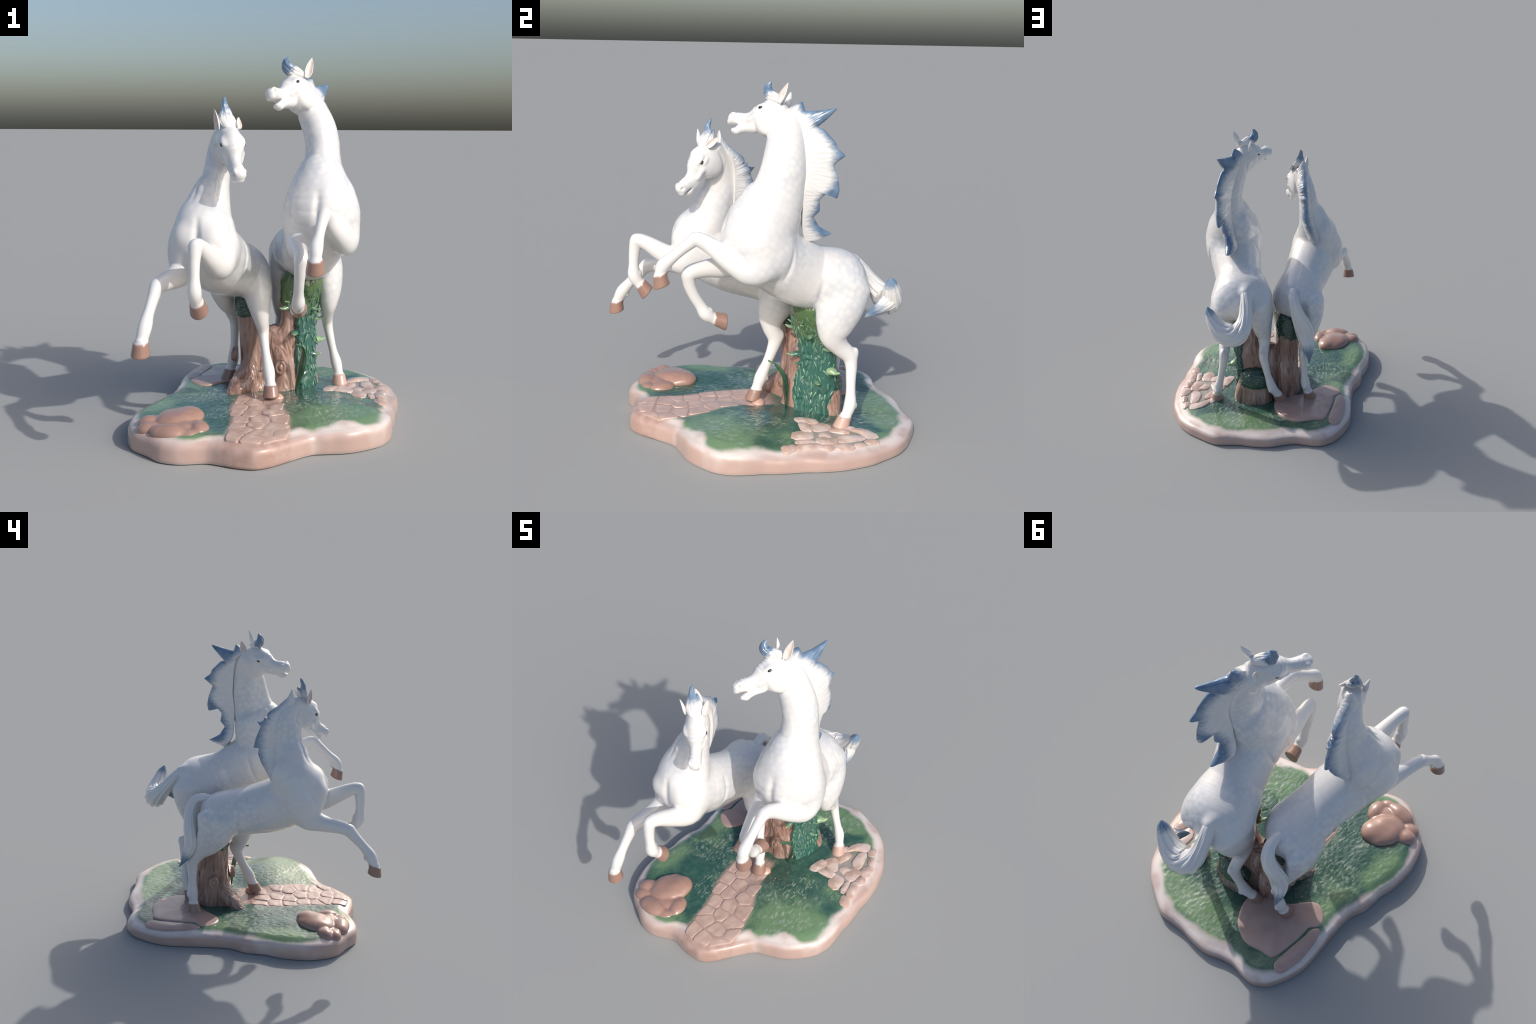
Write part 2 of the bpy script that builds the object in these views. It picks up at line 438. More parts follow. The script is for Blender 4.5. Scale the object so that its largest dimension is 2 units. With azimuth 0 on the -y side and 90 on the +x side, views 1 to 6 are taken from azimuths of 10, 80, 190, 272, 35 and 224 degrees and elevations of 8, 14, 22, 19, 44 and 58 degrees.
# ------------------------------------------------------------------ horse assembly
HV = .0042
def build_horse(spec, parent):
    horse = empty('horse', parent)
    B = Body(spec['lo'], spec['hi'], HV)
    B.add(chain(spec['torso'], spec['lat']), .01, 'torso')
    B.add(chain(spec['neck'], spec['neck_side']), .035, 'neck')
    for kind, rows, side, hf in spec['legs']:
        nm = kind
        up = chain(rows, side)
        B.add(up, spec.get('kleg', .03), nm)
    for e, k, nm in spec['muscle']: B.add(e, k, nm)
    head_prims(B, *spec['head'], spec['open'])
    for i, (kind, rows, side, hf) in enumerate(spec['legs']):
        top, ax, toe, h, r0, r1, col = hf
        B.hoof(np.array(top), ax, toe, h, r0, r1, 'hoof%d' % i)
    V, Q, Lb = B.mesh(8)
    N = vnormals(V, Q)
    O, F, L, U = spec['head']; P = lambda f, l, u: O + F * f + L * l + U * u
    jaw = [([P(-.105, sg * .06, -.04), P(-.10, sg * .065, -.10), P(-.06, sg * .06, -.15), P(0, sg * .05, -.16)], .010, .006) for sg in (1, -1)]
    off = np.zeros(len(V))
    for line, w, dep in spec['relief'] + jaw:                       # grooves (or swellings) run along the skin
        p = catmull(np.array(line, float), 48)
        box = np.where(((V > p.min(0) - .1) & (V < p.max(0) + .1)).all(1))[0]; W = V[box]
        p = np.array([W[np.argmin(((W - q) ** 2).sum(1))] for q in p])
        for _ in range(40): p[1:-1] = (p[:-2] + 2 * p[1:-1] + p[2:]) / 4
        d2 = ((W[:, None] - p[None]) ** 2).sum(2); k = d2.argmin(1); fade = np.sin(np.pi * np.clip((k + .8) / 48.6, 0, 1)) ** .7
        off[box] -= dep * fade * np.exp(-d2.min(1) / w ** 2)
    V = V + N * off[:, None]; N = vnormals(V, Q)
    body_mat = horse_material('white_porcelain', spec['dapple'])
    fl = np.sort(Lb[Q], axis=1)[:, 1]
    # keep only the big connected shell implicitly: all parts are blended together
    leg_n = {}
    for i, nm in enumerate(B.names):
        sel = fl == i
        if not sel.any(): continue
        q = Q[sel]; u, inv = np.unique(q, return_inverse=True)
        f = inv.reshape(q.shape)
        if nm.startswith('hoof'):
            k = int(nm[4:]); mat = spec['_mats'][k]; name = 'hoof'
        elif 'leg' in nm:
            k = [j for j, l in enumerate(spec['legs']) if l[0] == nm][0]; mat = spec['_mats'][k]; name = nm.split('_')[0]
        else: mat, name = body_mat, nm
        make_obj(name, V[u], f, mat, horse, normals=N[u])
    O, F, L, U, = spec['head']
    # eyes
    eye = flat_material('eye_black', (.012, .012, .013), .08, 1)
    for sg in (1, -1):
        th = np.linspace(0, np.pi, 14)[:, None]; ph = np.linspace(0, 2 * np.pi, 24, endpoint=False)[None, :]
        S = np.stack([np.cos(th) + 0 * ph, np.sin(th) * np.cos(ph), np.sin(th) * np.sin(ph)], -1).reshape(-1, 3)
        c = O + F * .008 + L * sg * spec['eye_l'] + U * .001
        make_obj('eye', c + S[:, [0]] * F * .0125 + S[:, [1]] * L * .008 + S[:, [2]] * U * .0085, grid_faces(14, 24, True), eye, horse)
    pale = horse_material('ear_white', []); pk = NT('ear_lining'); 
    lin = pk.done(pk.mix(pk.ramp(pk.noise(40, 1), .3, .7), (.68, .55, .50), (.72, .66, .63)), .4, .3)
    for b, tp, fc, w in spec['ears']: ear(b, tp, fc, w, 'ear', horse, (pale, lin))
    mane(spec['mane_in'], spec['mane_out'], spec['mane_thick'], 'mane', horse, spec['mane_mat'], spec['seed'])
    for nm, path, side, gr, mat, sd in spec['locks']:
        V2, F2 = lock(path, side, gr, spec.get('lockdepth', .09), seed=sd); make_obj(nm, V2, F2, mat, horse)
    return horse

def legmats(spec):
    spec['_mats'] = []
    for kind, rows, side, hf in spec['legs']:
        top, ax, toe, h, r0, r1, col = hf
        spec['_mats'].append(horse_material('leg_porcelain', spec['dapple'], (np.array(top) - unit(ax) * .002, unit(ax)), col))

# ---- the taller horse (head turned, mouth open)
hS = (A(.092, -.006, 1.844), unit(A(-.435, -.872, -.225)), unit(A(.782, -.489, .387)))
S = dict(seed=1, lo=(-.19, -.70, .06), hi=(.50, .62, 1.96), open=True, lat=A(.955, .295, 0), eye_l=.059)
S['head'] = (hS[0], hS[1], hS[2], unit(np.cross(hS[1], hS[2])))
S['torso'] = [(.108, .485, .905, .112, .112), (.122, .43, .905, .194, .160), (.148, .33, .925, .194, .172), (.180, .225, .943, .166, .184),
              (.220, .10, 1.015, .172, .188), (.254, -.010, 1.10, .194, .180), (.272, -.080, 1.170, .208, .184), (.268, -.060, 1.25, .186, .182)]
S['neck'] = [(.262, -.035, 1.23, .150, .190), (.260, -.005, 1.333, .142, .178), (.265, .030, 1.40, .110, .152), (.263, .053, 1.473, .096, .135), (.257, .069, 1.549, .093, .125),
             (.237, .078, 1.626, .091, .113), (.209, .085, 1.692, .083, .103), (.175, .086, 1.755, .074, .094), (.138, .075, 1.805, .064, .08)]
S['neck_side'] = [(1, 0, 0)] * 5 + [(.98, -.1, .1), (.93, -.25, .2), (.85, -.4, .3), tuple(hS[2])]
S['legs'] = [
    ('hindleg_a', [(.235, .435, .89, .100, .150), (.262, .405, .79, .096, .140), (.278, .375, .69, .076, .112), (.279, .368, .615, .056, .080), (.270, .405, .55, .042, .055), (.264, .465, .488, .035, .045),
                   (.270, .480, .43, .029, .035), (.287, .477, .35, .025, .029), (.304, .474, .28, .025, .028), (.323, .468, .215, .033, .035), (.338, .448, .165, .028, .031), (.342, .437, .15, .03, .033)], A(1, 0, 0),
     ((.343, .436, .150), (.08, -.15, -1), (.2, -1, 0), .064, .037, .048, PINKHOOF)),
    ('hindleg_b', [(.012, .435, .89, .098, .145), (-.002, .415, .79, .085, .132), (-.005, .395, .69, .066, .105), (-.014, .39, .615, .050, .075), (-.018, .42, .55, .038, .052), (-.019, .470, .488, .033, .044),
                   (-.030, .476, .42, .027, .034), (-.045, .468, .33, .024, .029), (-.066, .455, .235, .033, .036), (-.092, .437, .18, .028, .031), (-.1, .43, .165, .03, .033)], A(1, 0, 0),
     ((-.103, .427, .160), (-.15, -.1, -1), (-.5, -.8, 0), .064, .036, .047, HOOF)),
    ('foreleg_a', [(.368, -.03, 1.15, .085, .15), (.400, -.07, 1.07, .077, .110), (.405, -.13, 1.038, .064, .078), (.378, -.22, 1.085, .050, .062), (.335, -.32, 1.155, .038, .046), (.318, -.395, 1.193, .035, .040),
                   (.310, -.45, 1.160, .028, .032), (.304, -.51, 1.110, .026, .029), (.297, -.572, 1.055, .034, .037), (.295, -.590, 1.010, .030, .032), (.295, -.593, .995, .031, .034)], A(1, 0, 0),
     ((.295, -.592, 1.003), (0, .35, -.93), (0, -1, -.3), .064, .037, .048, HOOF)),
    ('foreleg_b', [(.175, -.08, 1.13, .08, .13), (.162, -.14, 1.04, .070, .086), (.168, -.24, 1.005, .055, .064), (.187, -.34, 1.0, .043, .050), (.207, -.425, .982, .037, .043), (.205, -.433, .93, .031, .036),
                   (.198, -.41, .86, .027, .031), (.190, -.37, .79, .027, .031), (.186, -.34, .74, .035, .038), (.180, -.305, .715, .030, .033), (.178, -.295, .71, .031, .034)], A(1, 0, 0),
     ((.178, -.290, .708), (-.08, 1, -.12), (0, -.1, -1), .068, .037, .048, HOOF)),
]
S['muscle'] = [
    (ell((.362, -.01, 1.15), (.07, .11, .14)), .04, 'torso'), (ell((.180, -.06, 1.12), (.08, .10, .13)), .04, 'torso'),
    (ell((.335, -.15, 1.20), (.080, .085, .10)), .022, 'torso'), (ell((.210, -.155, 1.19), (.075, .083, .095)), .022, 'torso'),
    (ell((.15, .40, 1.00), (.11, .09, .06)), .05, 'torso'), (ell((.185, .06, 1.29), (.065, .09, .12)), .05, 'neck'), (ell((.075, .50, 1.00), (.035, .06, .035)), .03, 'torso'),
    (ell((.264, .502, .503), (.016, .020, .030)), .018, 'hindleg_a'), (ell((-.019, .505, .503), (.016, .020, .030)), .018, 'hindleg_b'),
    (ell((.322, .498, .205), (.014, .012, .018)), .012, 'hindleg_a'), (ell((-.060, .485, .222), (.014, .012, .018)), .012, 'hindleg_b'),
    (ell((.296, -.545, 1.035), (.014, .014, .018)), .012, 'foreleg_a'), (ell((.186, -.318, .760), (.014, .016, .014)), .012, 'foreleg_b'),
    (ell((.318, -.405, 1.205), (.028, .030, .026)), .014, 'foreleg_a'), (ell((.208, -.445, .975), (.029, .026, .036)), .014, 'foreleg_b'),
    (chain([(.345, .045, 1.30, .02, .05), (.385, -.01, 1.17, .02, .06), (.40, -.07, 1.07, .02, .05)], A(1, .2, 0)), .03, 'torso'),
]
S['relief'] = [([(.42, .05, .95), (.42, .09, 1.05), (.40, .10, 1.15)], .014, .008), ([(.13, .0, .95), (.10, .04, 1.05), (.11, .06, 1.15)], .014, .008),
    ([(.36, -.08, 1.34), (.385, -.13, 1.23), (.37, -.19, 1.12)], .018, .007), ([(.17, -.10, 1.34), (.15, -.15, 1.23), (.15, -.2, 1.12)], .018, .007),
    ([(.268, -.29, 1.10), (.268, -.28, 1.2), (.268, -.22, 1.31)], .020, .014), ([(.30, .26, .79), (.33, .275, .87), (.31, .29, .96)], .016, .009),
    ([(.28, -.04, 1.60), (.32, -.05, 1.47), (.34, -.09, 1.37)], .014, .005), ([(.17, -.02, 1.60), (.19, -.05, 1.47), (.19, -.11, 1.37)], .014, .005),
    ([(.20, .20, .80), (.10, .23, .78), (.05, .27, .80)], .02, .008), ([(.30, .05, .90), (.28, .12, .84), (.24, .18, .80)], .03, -.006)]
S['dapple'] = [((.26, .08, 1.40), .42), ((.2, .2, 1.0), .42), ((.15, .42, .85), .4), ((.25, .05, 1.15), .40)]
S['ears'] = [((.171, .058, 1.903), (.195, .094, 1.999), (.55, -.8, .25), .024), ((.084, .120, 1.877), (.066, .136, 1.945), (-.75, -.25, .3), .023)]
S['mane_in'] = [(.140, .105, 1.850), (.170, .150, 1.812), (.205, .172, 1.725), (.235, .182, 1.641), (.255, .186, 1.535), (.262, .172, 1.426), (.255, .172, 1.313), (.235, .180, 1.219), (.210, .218, 1.155)]
S['mane_out'] = [(.150, .114, 1.866, 0), (.165, .150, 1.889, .03), (.178, .178, 1.902, .05), (.195, .190, 1.852, .08), (.225, .264, 1.858, .13), (.257, .356, 1.875, .17), (.250, .305, 1.821, .19), (.238, .246, 1.770, .205),
                 (.248, .283, 1.763, .215), (.257, .311, 1.731, .25), (.266, .345, 1.694, .29), (.272, .355, 1.662, .325), (.277, .402, 1.624, .365), (.277, .356, 1.592, .39), (.277, .338, 1.573, .41), (.278, .363, 1.504, .47),
                 (.277, .373, 1.438, .53), (.276, .362, 1.390, .56), (.272, .325, 1.415, .59), (.270, .302, 1.421, .61), (.265, .266, 1.381, .66), (.258, .274, 1.324, .73), (.250, .240, 1.289, .78), (.240, .275, 1.232, .85),
                 (.232, .350, 1.190, .90), (.225, .288, 1.163, .95), (.215, .240, 1.150, 1)]
S['mane_thick'] = .042
S['mane_mat'] = hair_material('mane_hair', [(1.05, .30), (1.16, .29), (1.20, .24), (1.27, .205), (1.34, .22), (1.41, .255), (1.46, .31), (1.52, .335), (1.57, .315), (1.62, .325), (1.68, .305), (1.74, .255), (1.78, .21), (1.83, .175), (1.86, .14), (1.95, .12)], curve_soft=.045)
tail_blue = hair_material('tail_hair', None, [((.308, .672, .955), .04, .10), ((.245, .60, .745), .02, .11)])
fl_blue = hair_material('forelock_hair', None, [((.062, .01, 1.965), .048, .066)])
S['locks'] = [
    ('tail', [(.085, .47, 1.008, .035, .03), (.072, .53, .988, .036, .034), (.062, .575, .940, .040, .042), (.058, .625, .878, .044, .046), (.066, .672, .820, .056, .058), (.10, .708, .776, .072, .072), (.155, .718, .768, .076, .078), (.215, .714, .798, .068, .066),
              (.262, .700, .854, .054, .046), (.290, .686, .910, .036, .030), (.308, .675, .950, .005, .005)], A(.3, .9, .3), 10, tail_blue, 1),
    ('tail', [(.235, .735, .835, .030, .04), (.255, .69, .800, .034, .05), (.262, .635, .765, .026, .036), (.250, .575, .722, .012, .016), (.243, .555, .705, .003, .004)], A(1, 0, 0), 7, tail_blue, 2),
    ('forelock', [(.150, .070, 1.900, .02, .018), (.120, .045, 1.915, .030, .026), (.090, .022, 1.926, .034, .030), (.068, .010, 1.950, .031, .026), (.065, .014, 1.978, .019, .016), (.073, .024, 1.998, .004, .004)], A(.6, -.4, .7), 6, fl_blue, 3),
]

# ---- the smaller horse (head bowed, mouth closed)
hM = (A(-.1535, -.356, 1.546), unit(A(.295, -.537, -.791)), unit(A(.886, .463, .016)))
M = dict(seed=2, lo=(-.60, -.92, .08), hi=(.08, .50, 1.70), open=False, lat=A(.97, -.25, 0), eye_l=.059)
M['head'] = (hM[0], hM[1], hM[2], unit(np.cross(hM[1], hM[2])))
M['torso'] = [(-.217, .262, .82, .105, .105), (-.222, .20, .812, .165, .150), (-.228, .11, .832, .166, .160), (-.242, .0, .862, .154, .166), (-.264, -.12, .903, .163, .178), (-.288, -.24, .96, .176, .180), (-.306, -.325, 1.02, .176, .168), (-.306, -.325, 1.10, .150, .152)]
M['neck'] = [(-.31, -.32, 1.09, .150, .158), (-.318, -.296, 1.133, .146, .140), (-.308, -.270, 1.184, .128, .128), (-.300, -.252, 1.235, .112, .116), (-.290, -.240, 1.285, .097, .110), (-.275, -.221, 1.338, .077, .098), (-.267, -.212, 1.39, .069, .092),
             (-.262, -.208, 1.444, .065, .088), (-.25, -.212, 1.51, .061, .082), (-.228, -.235, 1.563, .058, .074), (-.205, -.262, 1.597, .056, .064)]
M['neck_side'] = [(1, 0, 0)] * 7 + [(.96, .2, 0), (.93, .3, 0), (.9, .42, 0), tuple(hM[2])]
M['legs'] = [
    ('hindleg_a', [(-.140, .165, .805, .090, .132), (-.110, .125, .72, .086, .118), (-.090, .085, .635, .064, .088), (-.077, .080, .56, .046, .058), (-.068, .100, .49, .034, .045), (-.060, .085, .43, .028, .035),
                   (-.042, .050, .35, .025, .030), (-.020, .010, .27, .034, .037), (-.010, -.010, .22, .029, .032), (-.005, -.018, .2, .03, .033)], A(1, 0, 0),
     ((-.004, -.020, .197), (.05, -.1, -1), (.2, -1, 0), .064, .037, .048, HOOF)),
    ('hindleg_b', [(-.345, .22, .81, .078, .14), (-.342, .24, .72, .074, .12), (-.325, .285, .63, .058, .09), (-.302, .345, .55, .042, .056), (-.291, .388, .475, .033, .044), (-.290, .390, .41, .027, .034),
                   (-.292, .386, .32, .024, .029), (-.297, .382, .235, .033, .036), (-.308, .376, .185, .028, .031), (-.312, .374, .17, .03, .033)], A(1, 0, 0),
     ((-.313, .373, .166), (-.1, -.05, -1), (-.5, -.8, 0), .064, .036, .047, HOOF)),
    ('foreleg_a', [(-.205, -.35, 1.04, .08, .13), (-.195, -.41, .96, .070, .095), (-.205, -.46, .945, .060, .072), (-.225, -.54, .985, .050, .058), (-.250, -.64, 1.045, .039, .044), (-.262, -.698, 1.060, .036, .040),
                   (-.266, -.715, 1.0, .029, .034), (-.266, -.722, .92, .027, .030), (-.266, -.720, .85, .035, .038), (-.265, -.695, .805, .030, .033), (-.264, -.687, .797, .031, .034)], A(1, 0, 0),
     ((-.264, -.682, .793), (.05, .75, -.65), (0, -.65, -.75), .066, .037, .048, HOOF)),
    ('foreleg_b', [(-.405, -.34, .98, .075, .13), (-.415, -.38, .90, .065, .09), (-.430, -.46, .872, .052, .060), (-.455, -.56, .865, .042, .048), (-.474, -.635, .850, .036, .042), (-.480, -.69, .80, .029, .034),
                   (-.485, -.745, .745, .027, .031), (-.489, -.792, .69, .034, .037), (-.497, -.818, .635, .030, .033), (-.499, -.826, .62, .031, .034)], A(1, 0, 0),
     ((-.500, -.829, .622), (-.03, .22, -.97), (0, -1, -.3), .064, .037, .048, HOOF)),
]
M['muscle'] = [
    (ell((-.215, -.33, 1.0), (.07, .10, .12)), .04, 'torso'), (ell((-.418, -.31, 1.0), (.07, .10, .12)), .04, 'torso'),
    (ell((-.245, -.43, 1.07), (.075, .07, .085)), .022, 'torso'), (ell((-.375, -.42, 1.07), (.078, .07, .085)), .022, 'torso'),
    (ell((-.225, .25, .875), (.09, .08, .05)), .05, 'torso'), (ell((-.385, -.20, 1.15), (.055, .08, .11)), .05, 'neck'),
    (ell((-.069, .132, .506), (.016, .020, .030)), .018, 'hindleg_a'), (ell((-.289, .422, .493), (.016, .020, .030)), .018, 'hindleg_b'),
    (ell((-.018, .042, .258), (.014, .012, .018)), .012, 'hindleg_a'), (ell((-.296, .413, .225), (.014, .012, .018)), .012, 'hindleg_b'),
    (ell((-.266, -.690, .862), (.014, .014, .018)), .012, 'foreleg_a'), (ell((-.489, -.765, .668), (.014, .014, .018)), .012, 'foreleg_b'),
    (ell((-.262, -.708, 1.070), (.028, .028, .030)), .014, 'foreleg_a'), (ell((-.474, -.645, .860), (.028, .030, .028)), .014, 'foreleg_b'),
    (chain([(-.435, -.22, 1.14, .02, .05), (-.465, -.29, 1.03, .02, .06), (-.46, -.36, .94, .02, .05)], A(1, -.2, 0)), .03, 'torso'),
]
M['relief'] = [([(-.46, -.18, .87), (-.49, -.16, .95), (-.47, -.14, 1.04)], .014, .008), ([(-.15, -.22, .87), (-.13, -.18, .95), (-.15, -.15, 1.04)], .014, .008),
    ([(-.42, -.32, 1.17), (-.45, -.37, 1.08), (-.44, -.42, .99)], .018, .007), ([(-.21, -.34, 1.17), (-.18, -.40, 1.08), (-.18, -.44, .99)], .018, .007),
    ([(-.312, -.51, .98), (-.312, -.51, 1.08), (-.312, -.45, 1.18)], .018, .013), ([(-.36, .07, .69), (-.40, .085, .77), (-.39, .10, .85)], .016, .009), ([(-.11, .02, .72), (-.11, .03, .79), (-.12, .05, .86)], .016, .008),
    ([(-.31, -.29, 1.42), (-.34, -.31, 1.32), (-.36, -.35, 1.23)], .014, .005), ([(-.22, -.29, 1.42), (-.22, -.32, 1.32), (-.23, -.37, 1.23)], .014, .005)]
M['dapple'] = [((-.27, -.2, 1.3), .34), ((-.27, -.1, .95), .40), ((-.23, .2, .8), .36)]
M['ears'] = [((-.136, -.289, 1.629), (-.145, -.234, 1.678), (.7, -.45, .2), .021), ((-.233, -.330, 1.628), (-.250, -.343, 1.716), (-.65, -.7, .1), .021)]
M['mane_in'] = [(-.230, -.245, 1.645), (-.235, -.205, 1.600), (-.240, -.162, 1.543), (-.250, -.142, 1.470), (-.258, -.138, 1.351), (-.278, -.140, 1.249), (-.308, -.142, 1.165), (-.332, -.14, 1.100)]
M['mane_out'] = [(-.238, -.23, 1.69, 0), (-.238, -.220, 1.713, .01), (-.243, -.197, 1.656, .08), (-.250, -.135, 1.594, .19), (-.258, -.080, 1.556, .27), (-.261, -.066, 1.533, .30), (-.262, -.073, 1.511, .32), (-.265, -.048, 1.518, .335), (-.266, -.051, 1.499, .35),
                 (-.270, -.026, 1.488, .37), (-.272, -.003, 1.490, .385), (-.272, -.030, 1.455, .42), (-.276, -.002, 1.375, .52), (-.281, .010, 1.312, .59), (-.285, -.027, 1.315, .62), (-.290, -.022, 1.273, .68), (-.305, -.047, 1.218, .77), (-.320, -.088, 1.156, .89), (-.336, -.118, 1.104, 1)]
M['mane_thick'] = .044
M['mane_mat'] = hair_material('mane_hair', [(1.05, -.12), (1.12, -.115), (1.20, -.085), (1.30, -.06), (1.40, -.055), (1.47, -.07), (1.52, -.095), (1.58, -.14), (1.64, -.19), (1.70, -.205), (1.8, -.22)], curve_soft=.05)
mt_blue = hair_material('tail_hair', None, [((-.340, .472, .45), .07, .15)])
mf_blue = hair_material('forelock_hair', None, [((-.21, -.275, 1.775), .06, .12)])
M['locks'] = [
    ('tail', [(-.215, .27, .905, .03, .028), (-.218, .33, .920, .030, .027), (-.228, .385, .905, .034, .030), (-.245, .415, .855, .040, .036), (-.262, .418, .795, .048, .042), (-.290, .408, .713, .060, .048), (-.310, .398, .624, .058, .047),
              (-.332, .425, .545, .040, .034), (-.340, .455, .485, .016, .013), (-.341, .474, .450, .003, .003)], A(1, .2, 0), 8, mt_blue, 4),
    ('forelock', [(-.175, -.335, 1.62, .022, .014), (-.190, -.315, 1.655, .040, .018), (-.200, -.295, 1.695, .034, .018), (-.207, -.290, 1.735, .018, .014), (-.212, -.278, 1.762, .011, .010), (-.208, -.272, 1.777, .004, .004)], A(.9, .45, 0), 6, mf_blue, 5),
    ('forelock', [(-.165, -.305, 1.62, .022, .014), (-.180, -.285, 1.66, .030, .016), (-.196, -.262, 1.70, .014, .010), (-.20, -.255, 1.715, .003, .003)], A(.9, .45, 0), 5, mf_blue, 6),
]

# ------------------------------------------------------------------ plinth
OUT = [(-180, .655), (-167, .685), (-158, .755), (-149, .818), (-141, .865), (-135, .885), (-127, .872), (-120, .880), (-114, .845), (-106, .757), (-100, .755), (-95, .770), (-88, .770), (-84, .752), (-77, .688), (-74, .662), (-66, .615), (-60, .600), (-52, .630),
       (-45, .665), (-37, .690), (-30, .712), (-22, .715), (-15, .700), (-7, .680), (2, .688), (11, .700), (20, .745), (31, .800), (38, .838), (44, .855), (51, .893), (57, .903), (65, .907), (73, .917), (78, .890), (83, .868), (90, .872), (96, .877), (105, .850), (110, .855), (116, .909), (119, .935), (125, .930), (130, .900), (138, .840), (149, .728), (155, .680), (163, .640), (172, .622), (180, .655)]
_oa = np.radians([a for a, _ in OUT]); _or = np.array([r for _, r in OUT])
def outline(th):
    th = (np.asarray(th) + np.pi) % (2 * np.pi) - np.pi
    tot = 0
    for d, w in ((-2.5, 1), (-1.2, 2), (0, 3), (1.2, 2), (2.5, 1)):
        tot = tot + w * np.interp((th + math.radians(d) + np.pi) % (2 * np.pi) - np.pi, _oa, _or)
    return tot / 9
# terrain heights: a tilt from a high front edge down to the low rear, with a mound at the front right
HILL = np.array([(-.6, -.4, .128), (-.6, -.1, .119), (-.45, .12, .100), (-.48, .33, .117), (-.52, .2, .113), (-.3, .38, .104), (-.13, .43, .090), (-.47, .62, .098), (-.55, .66, .108), (-.5, .74, .104), (-.3, .77, .094), (0, .83, .094), (.26, .83, .096), (.42, .76, .100), (.56, .62, .094), (.64, .42, .098),
                 (-.15, .70, .082), (0, .62, .082), (.25, .65, .082), (.47, .54, .084), (.55, .35, .094), (.48, .15, .116), (.62, .05, .106), (.45, -.25, .158), (.56, -.28, .132), (.35, -.42, .13), (.17, -.52, .118), (.1, -.68, .125), (-.13, -.7, .125), (-.3, -.7, .125), (-.45, -.6, .125),
                 (-.25, -.5, .12), (-.1, -.3, .118), (.15, -.22, .136), (0, 0, .115), (.16, .19, .120), (.35, .42, .096), (-.05, .5, .090), (-.25, .05, .117), (.3, .12, .132), (.36, -.1, .156), (.25, -.1, .156)])
def hill(x, y):
    x, y = np.asarray(x, float), np.asarray(y, float)
    num = den = 0
    for a, b, c in HILL:
        w = np.exp(-((x - a) ** 2 + (y - b) ** 2) / (2 * .10 ** 2)) + 1e-6; num = num + w * c; den = den + w
    return num / den
def ground(x, y):
    x, y = np.asarray(x, float), np.asarray(y, float)
    r = np.hypot(x, y); e = outline(np.arctan2(y, x)) - r
    h = hill(x, y) - .022 * smooth(.11, .02, e) ** 1.3
    m = perlin(np.stack([x.ravel() * 6.5, y.ravel() * 6.5, 0 * x.ravel() + 2.2], 1)).reshape(x.shape)
    return h + .007 * m * smooth(.03, .12, e)

def plate(poly, h, name, parent, mat, dome=.0, round_=2, sink=.02, tilt=None, cut=.22):
    P = np.asarray(poly, float)
    for _ in range(round_):
        Q = np.roll(P, -1, 0); P = np.stack([(1 - cut) * P + cut * Q, cut * P + (1 - cut) * Q], 1).reshape(-1, 2)
    seg = np.concatenate([P, P[:1]]); cum = np.concatenate([[0], np.cumsum(np.linalg.norm(np.diff(seg, axis=0), axis=1))])
    n = 56; s = np.linspace(0, cum[-1], n, endpoint=False)
    P = np.stack([np.interp(s, cum, seg[:, k]) for k in range(2)], 1)
    c = P.mean(0); z0 = float(ground(c[0], c[1])); size = np.sqrt(((P - c) ** 2).sum(1)).mean()
    tl = RNG.normal(size=2) * (.06 if tilt is None else tilt)
    b = min(.010, size * .25) / size
    rings = [(1.0, -sink), (1.0, .25 * h), (1 - .25 * b, .62 * h), (1 - .7 * b, .88 * h), (1 - 1.4 * b, .98 * h)] + [(f * (1 - 1.4 * b), .98 * h + dome * (1 - f * f)) for f in (.85, .65, .4, .18)]
    V = []
    sd = RNG.random() * 50
    for f, z in rings:
        p = c + (P - c) * f
        nz = perlin(np.stack([p[:, 0] * 22 + sd, p[:, 1] * 22, np.full(n, sd)], 1)) * .004 * (z > 0)
        zz = (.5 * z0 + .5 * ground(p[:, 0], p[:, 1])) + z + nz + ((p - c) @ tl) * (z > 0)
        V.append(np.column_stack([p, zz]))
    V = np.vstack(V); k = len(rings); F = [tuple(f) for f in grid_faces(k, n, True)]
    V = np.vstack([V, [c[0], c[1], V[-n:, 2].mean()]]); F += [(len(V) - 1, (k - 1) * n + j, (k - 1) * n + (j + 1) % n) for j in range(n)]
    return make_obj(name, V, F, mat, parent)

def clip_poly(P, a, n):
    """keep the part of convex polygon P with (p-a).n <= 0"""
    out = []
    for i in range(len(P)):
        p, q = P[i], P[(i + 1) % len(P)]; dp, dq = (p - a) @ n, (q - a) @ n
        if dp <= 0: out.append(p)
        if dp * dq < 0: out.append(p + (q - p) * dp / (dp - dq))
    return out

PATH_L = [(-.75, -.125), (-.53, -.141), (-.40, -.149), (-.29, -.178), (-.18, -.200), (-.05, -.19), (.1, -.17)]
PATH_R = [(-.75, .20), (-.55, .177), (-.41, .160), (-.28, .123), (-.155, .079), (-.03, .056), (.1, .05)]

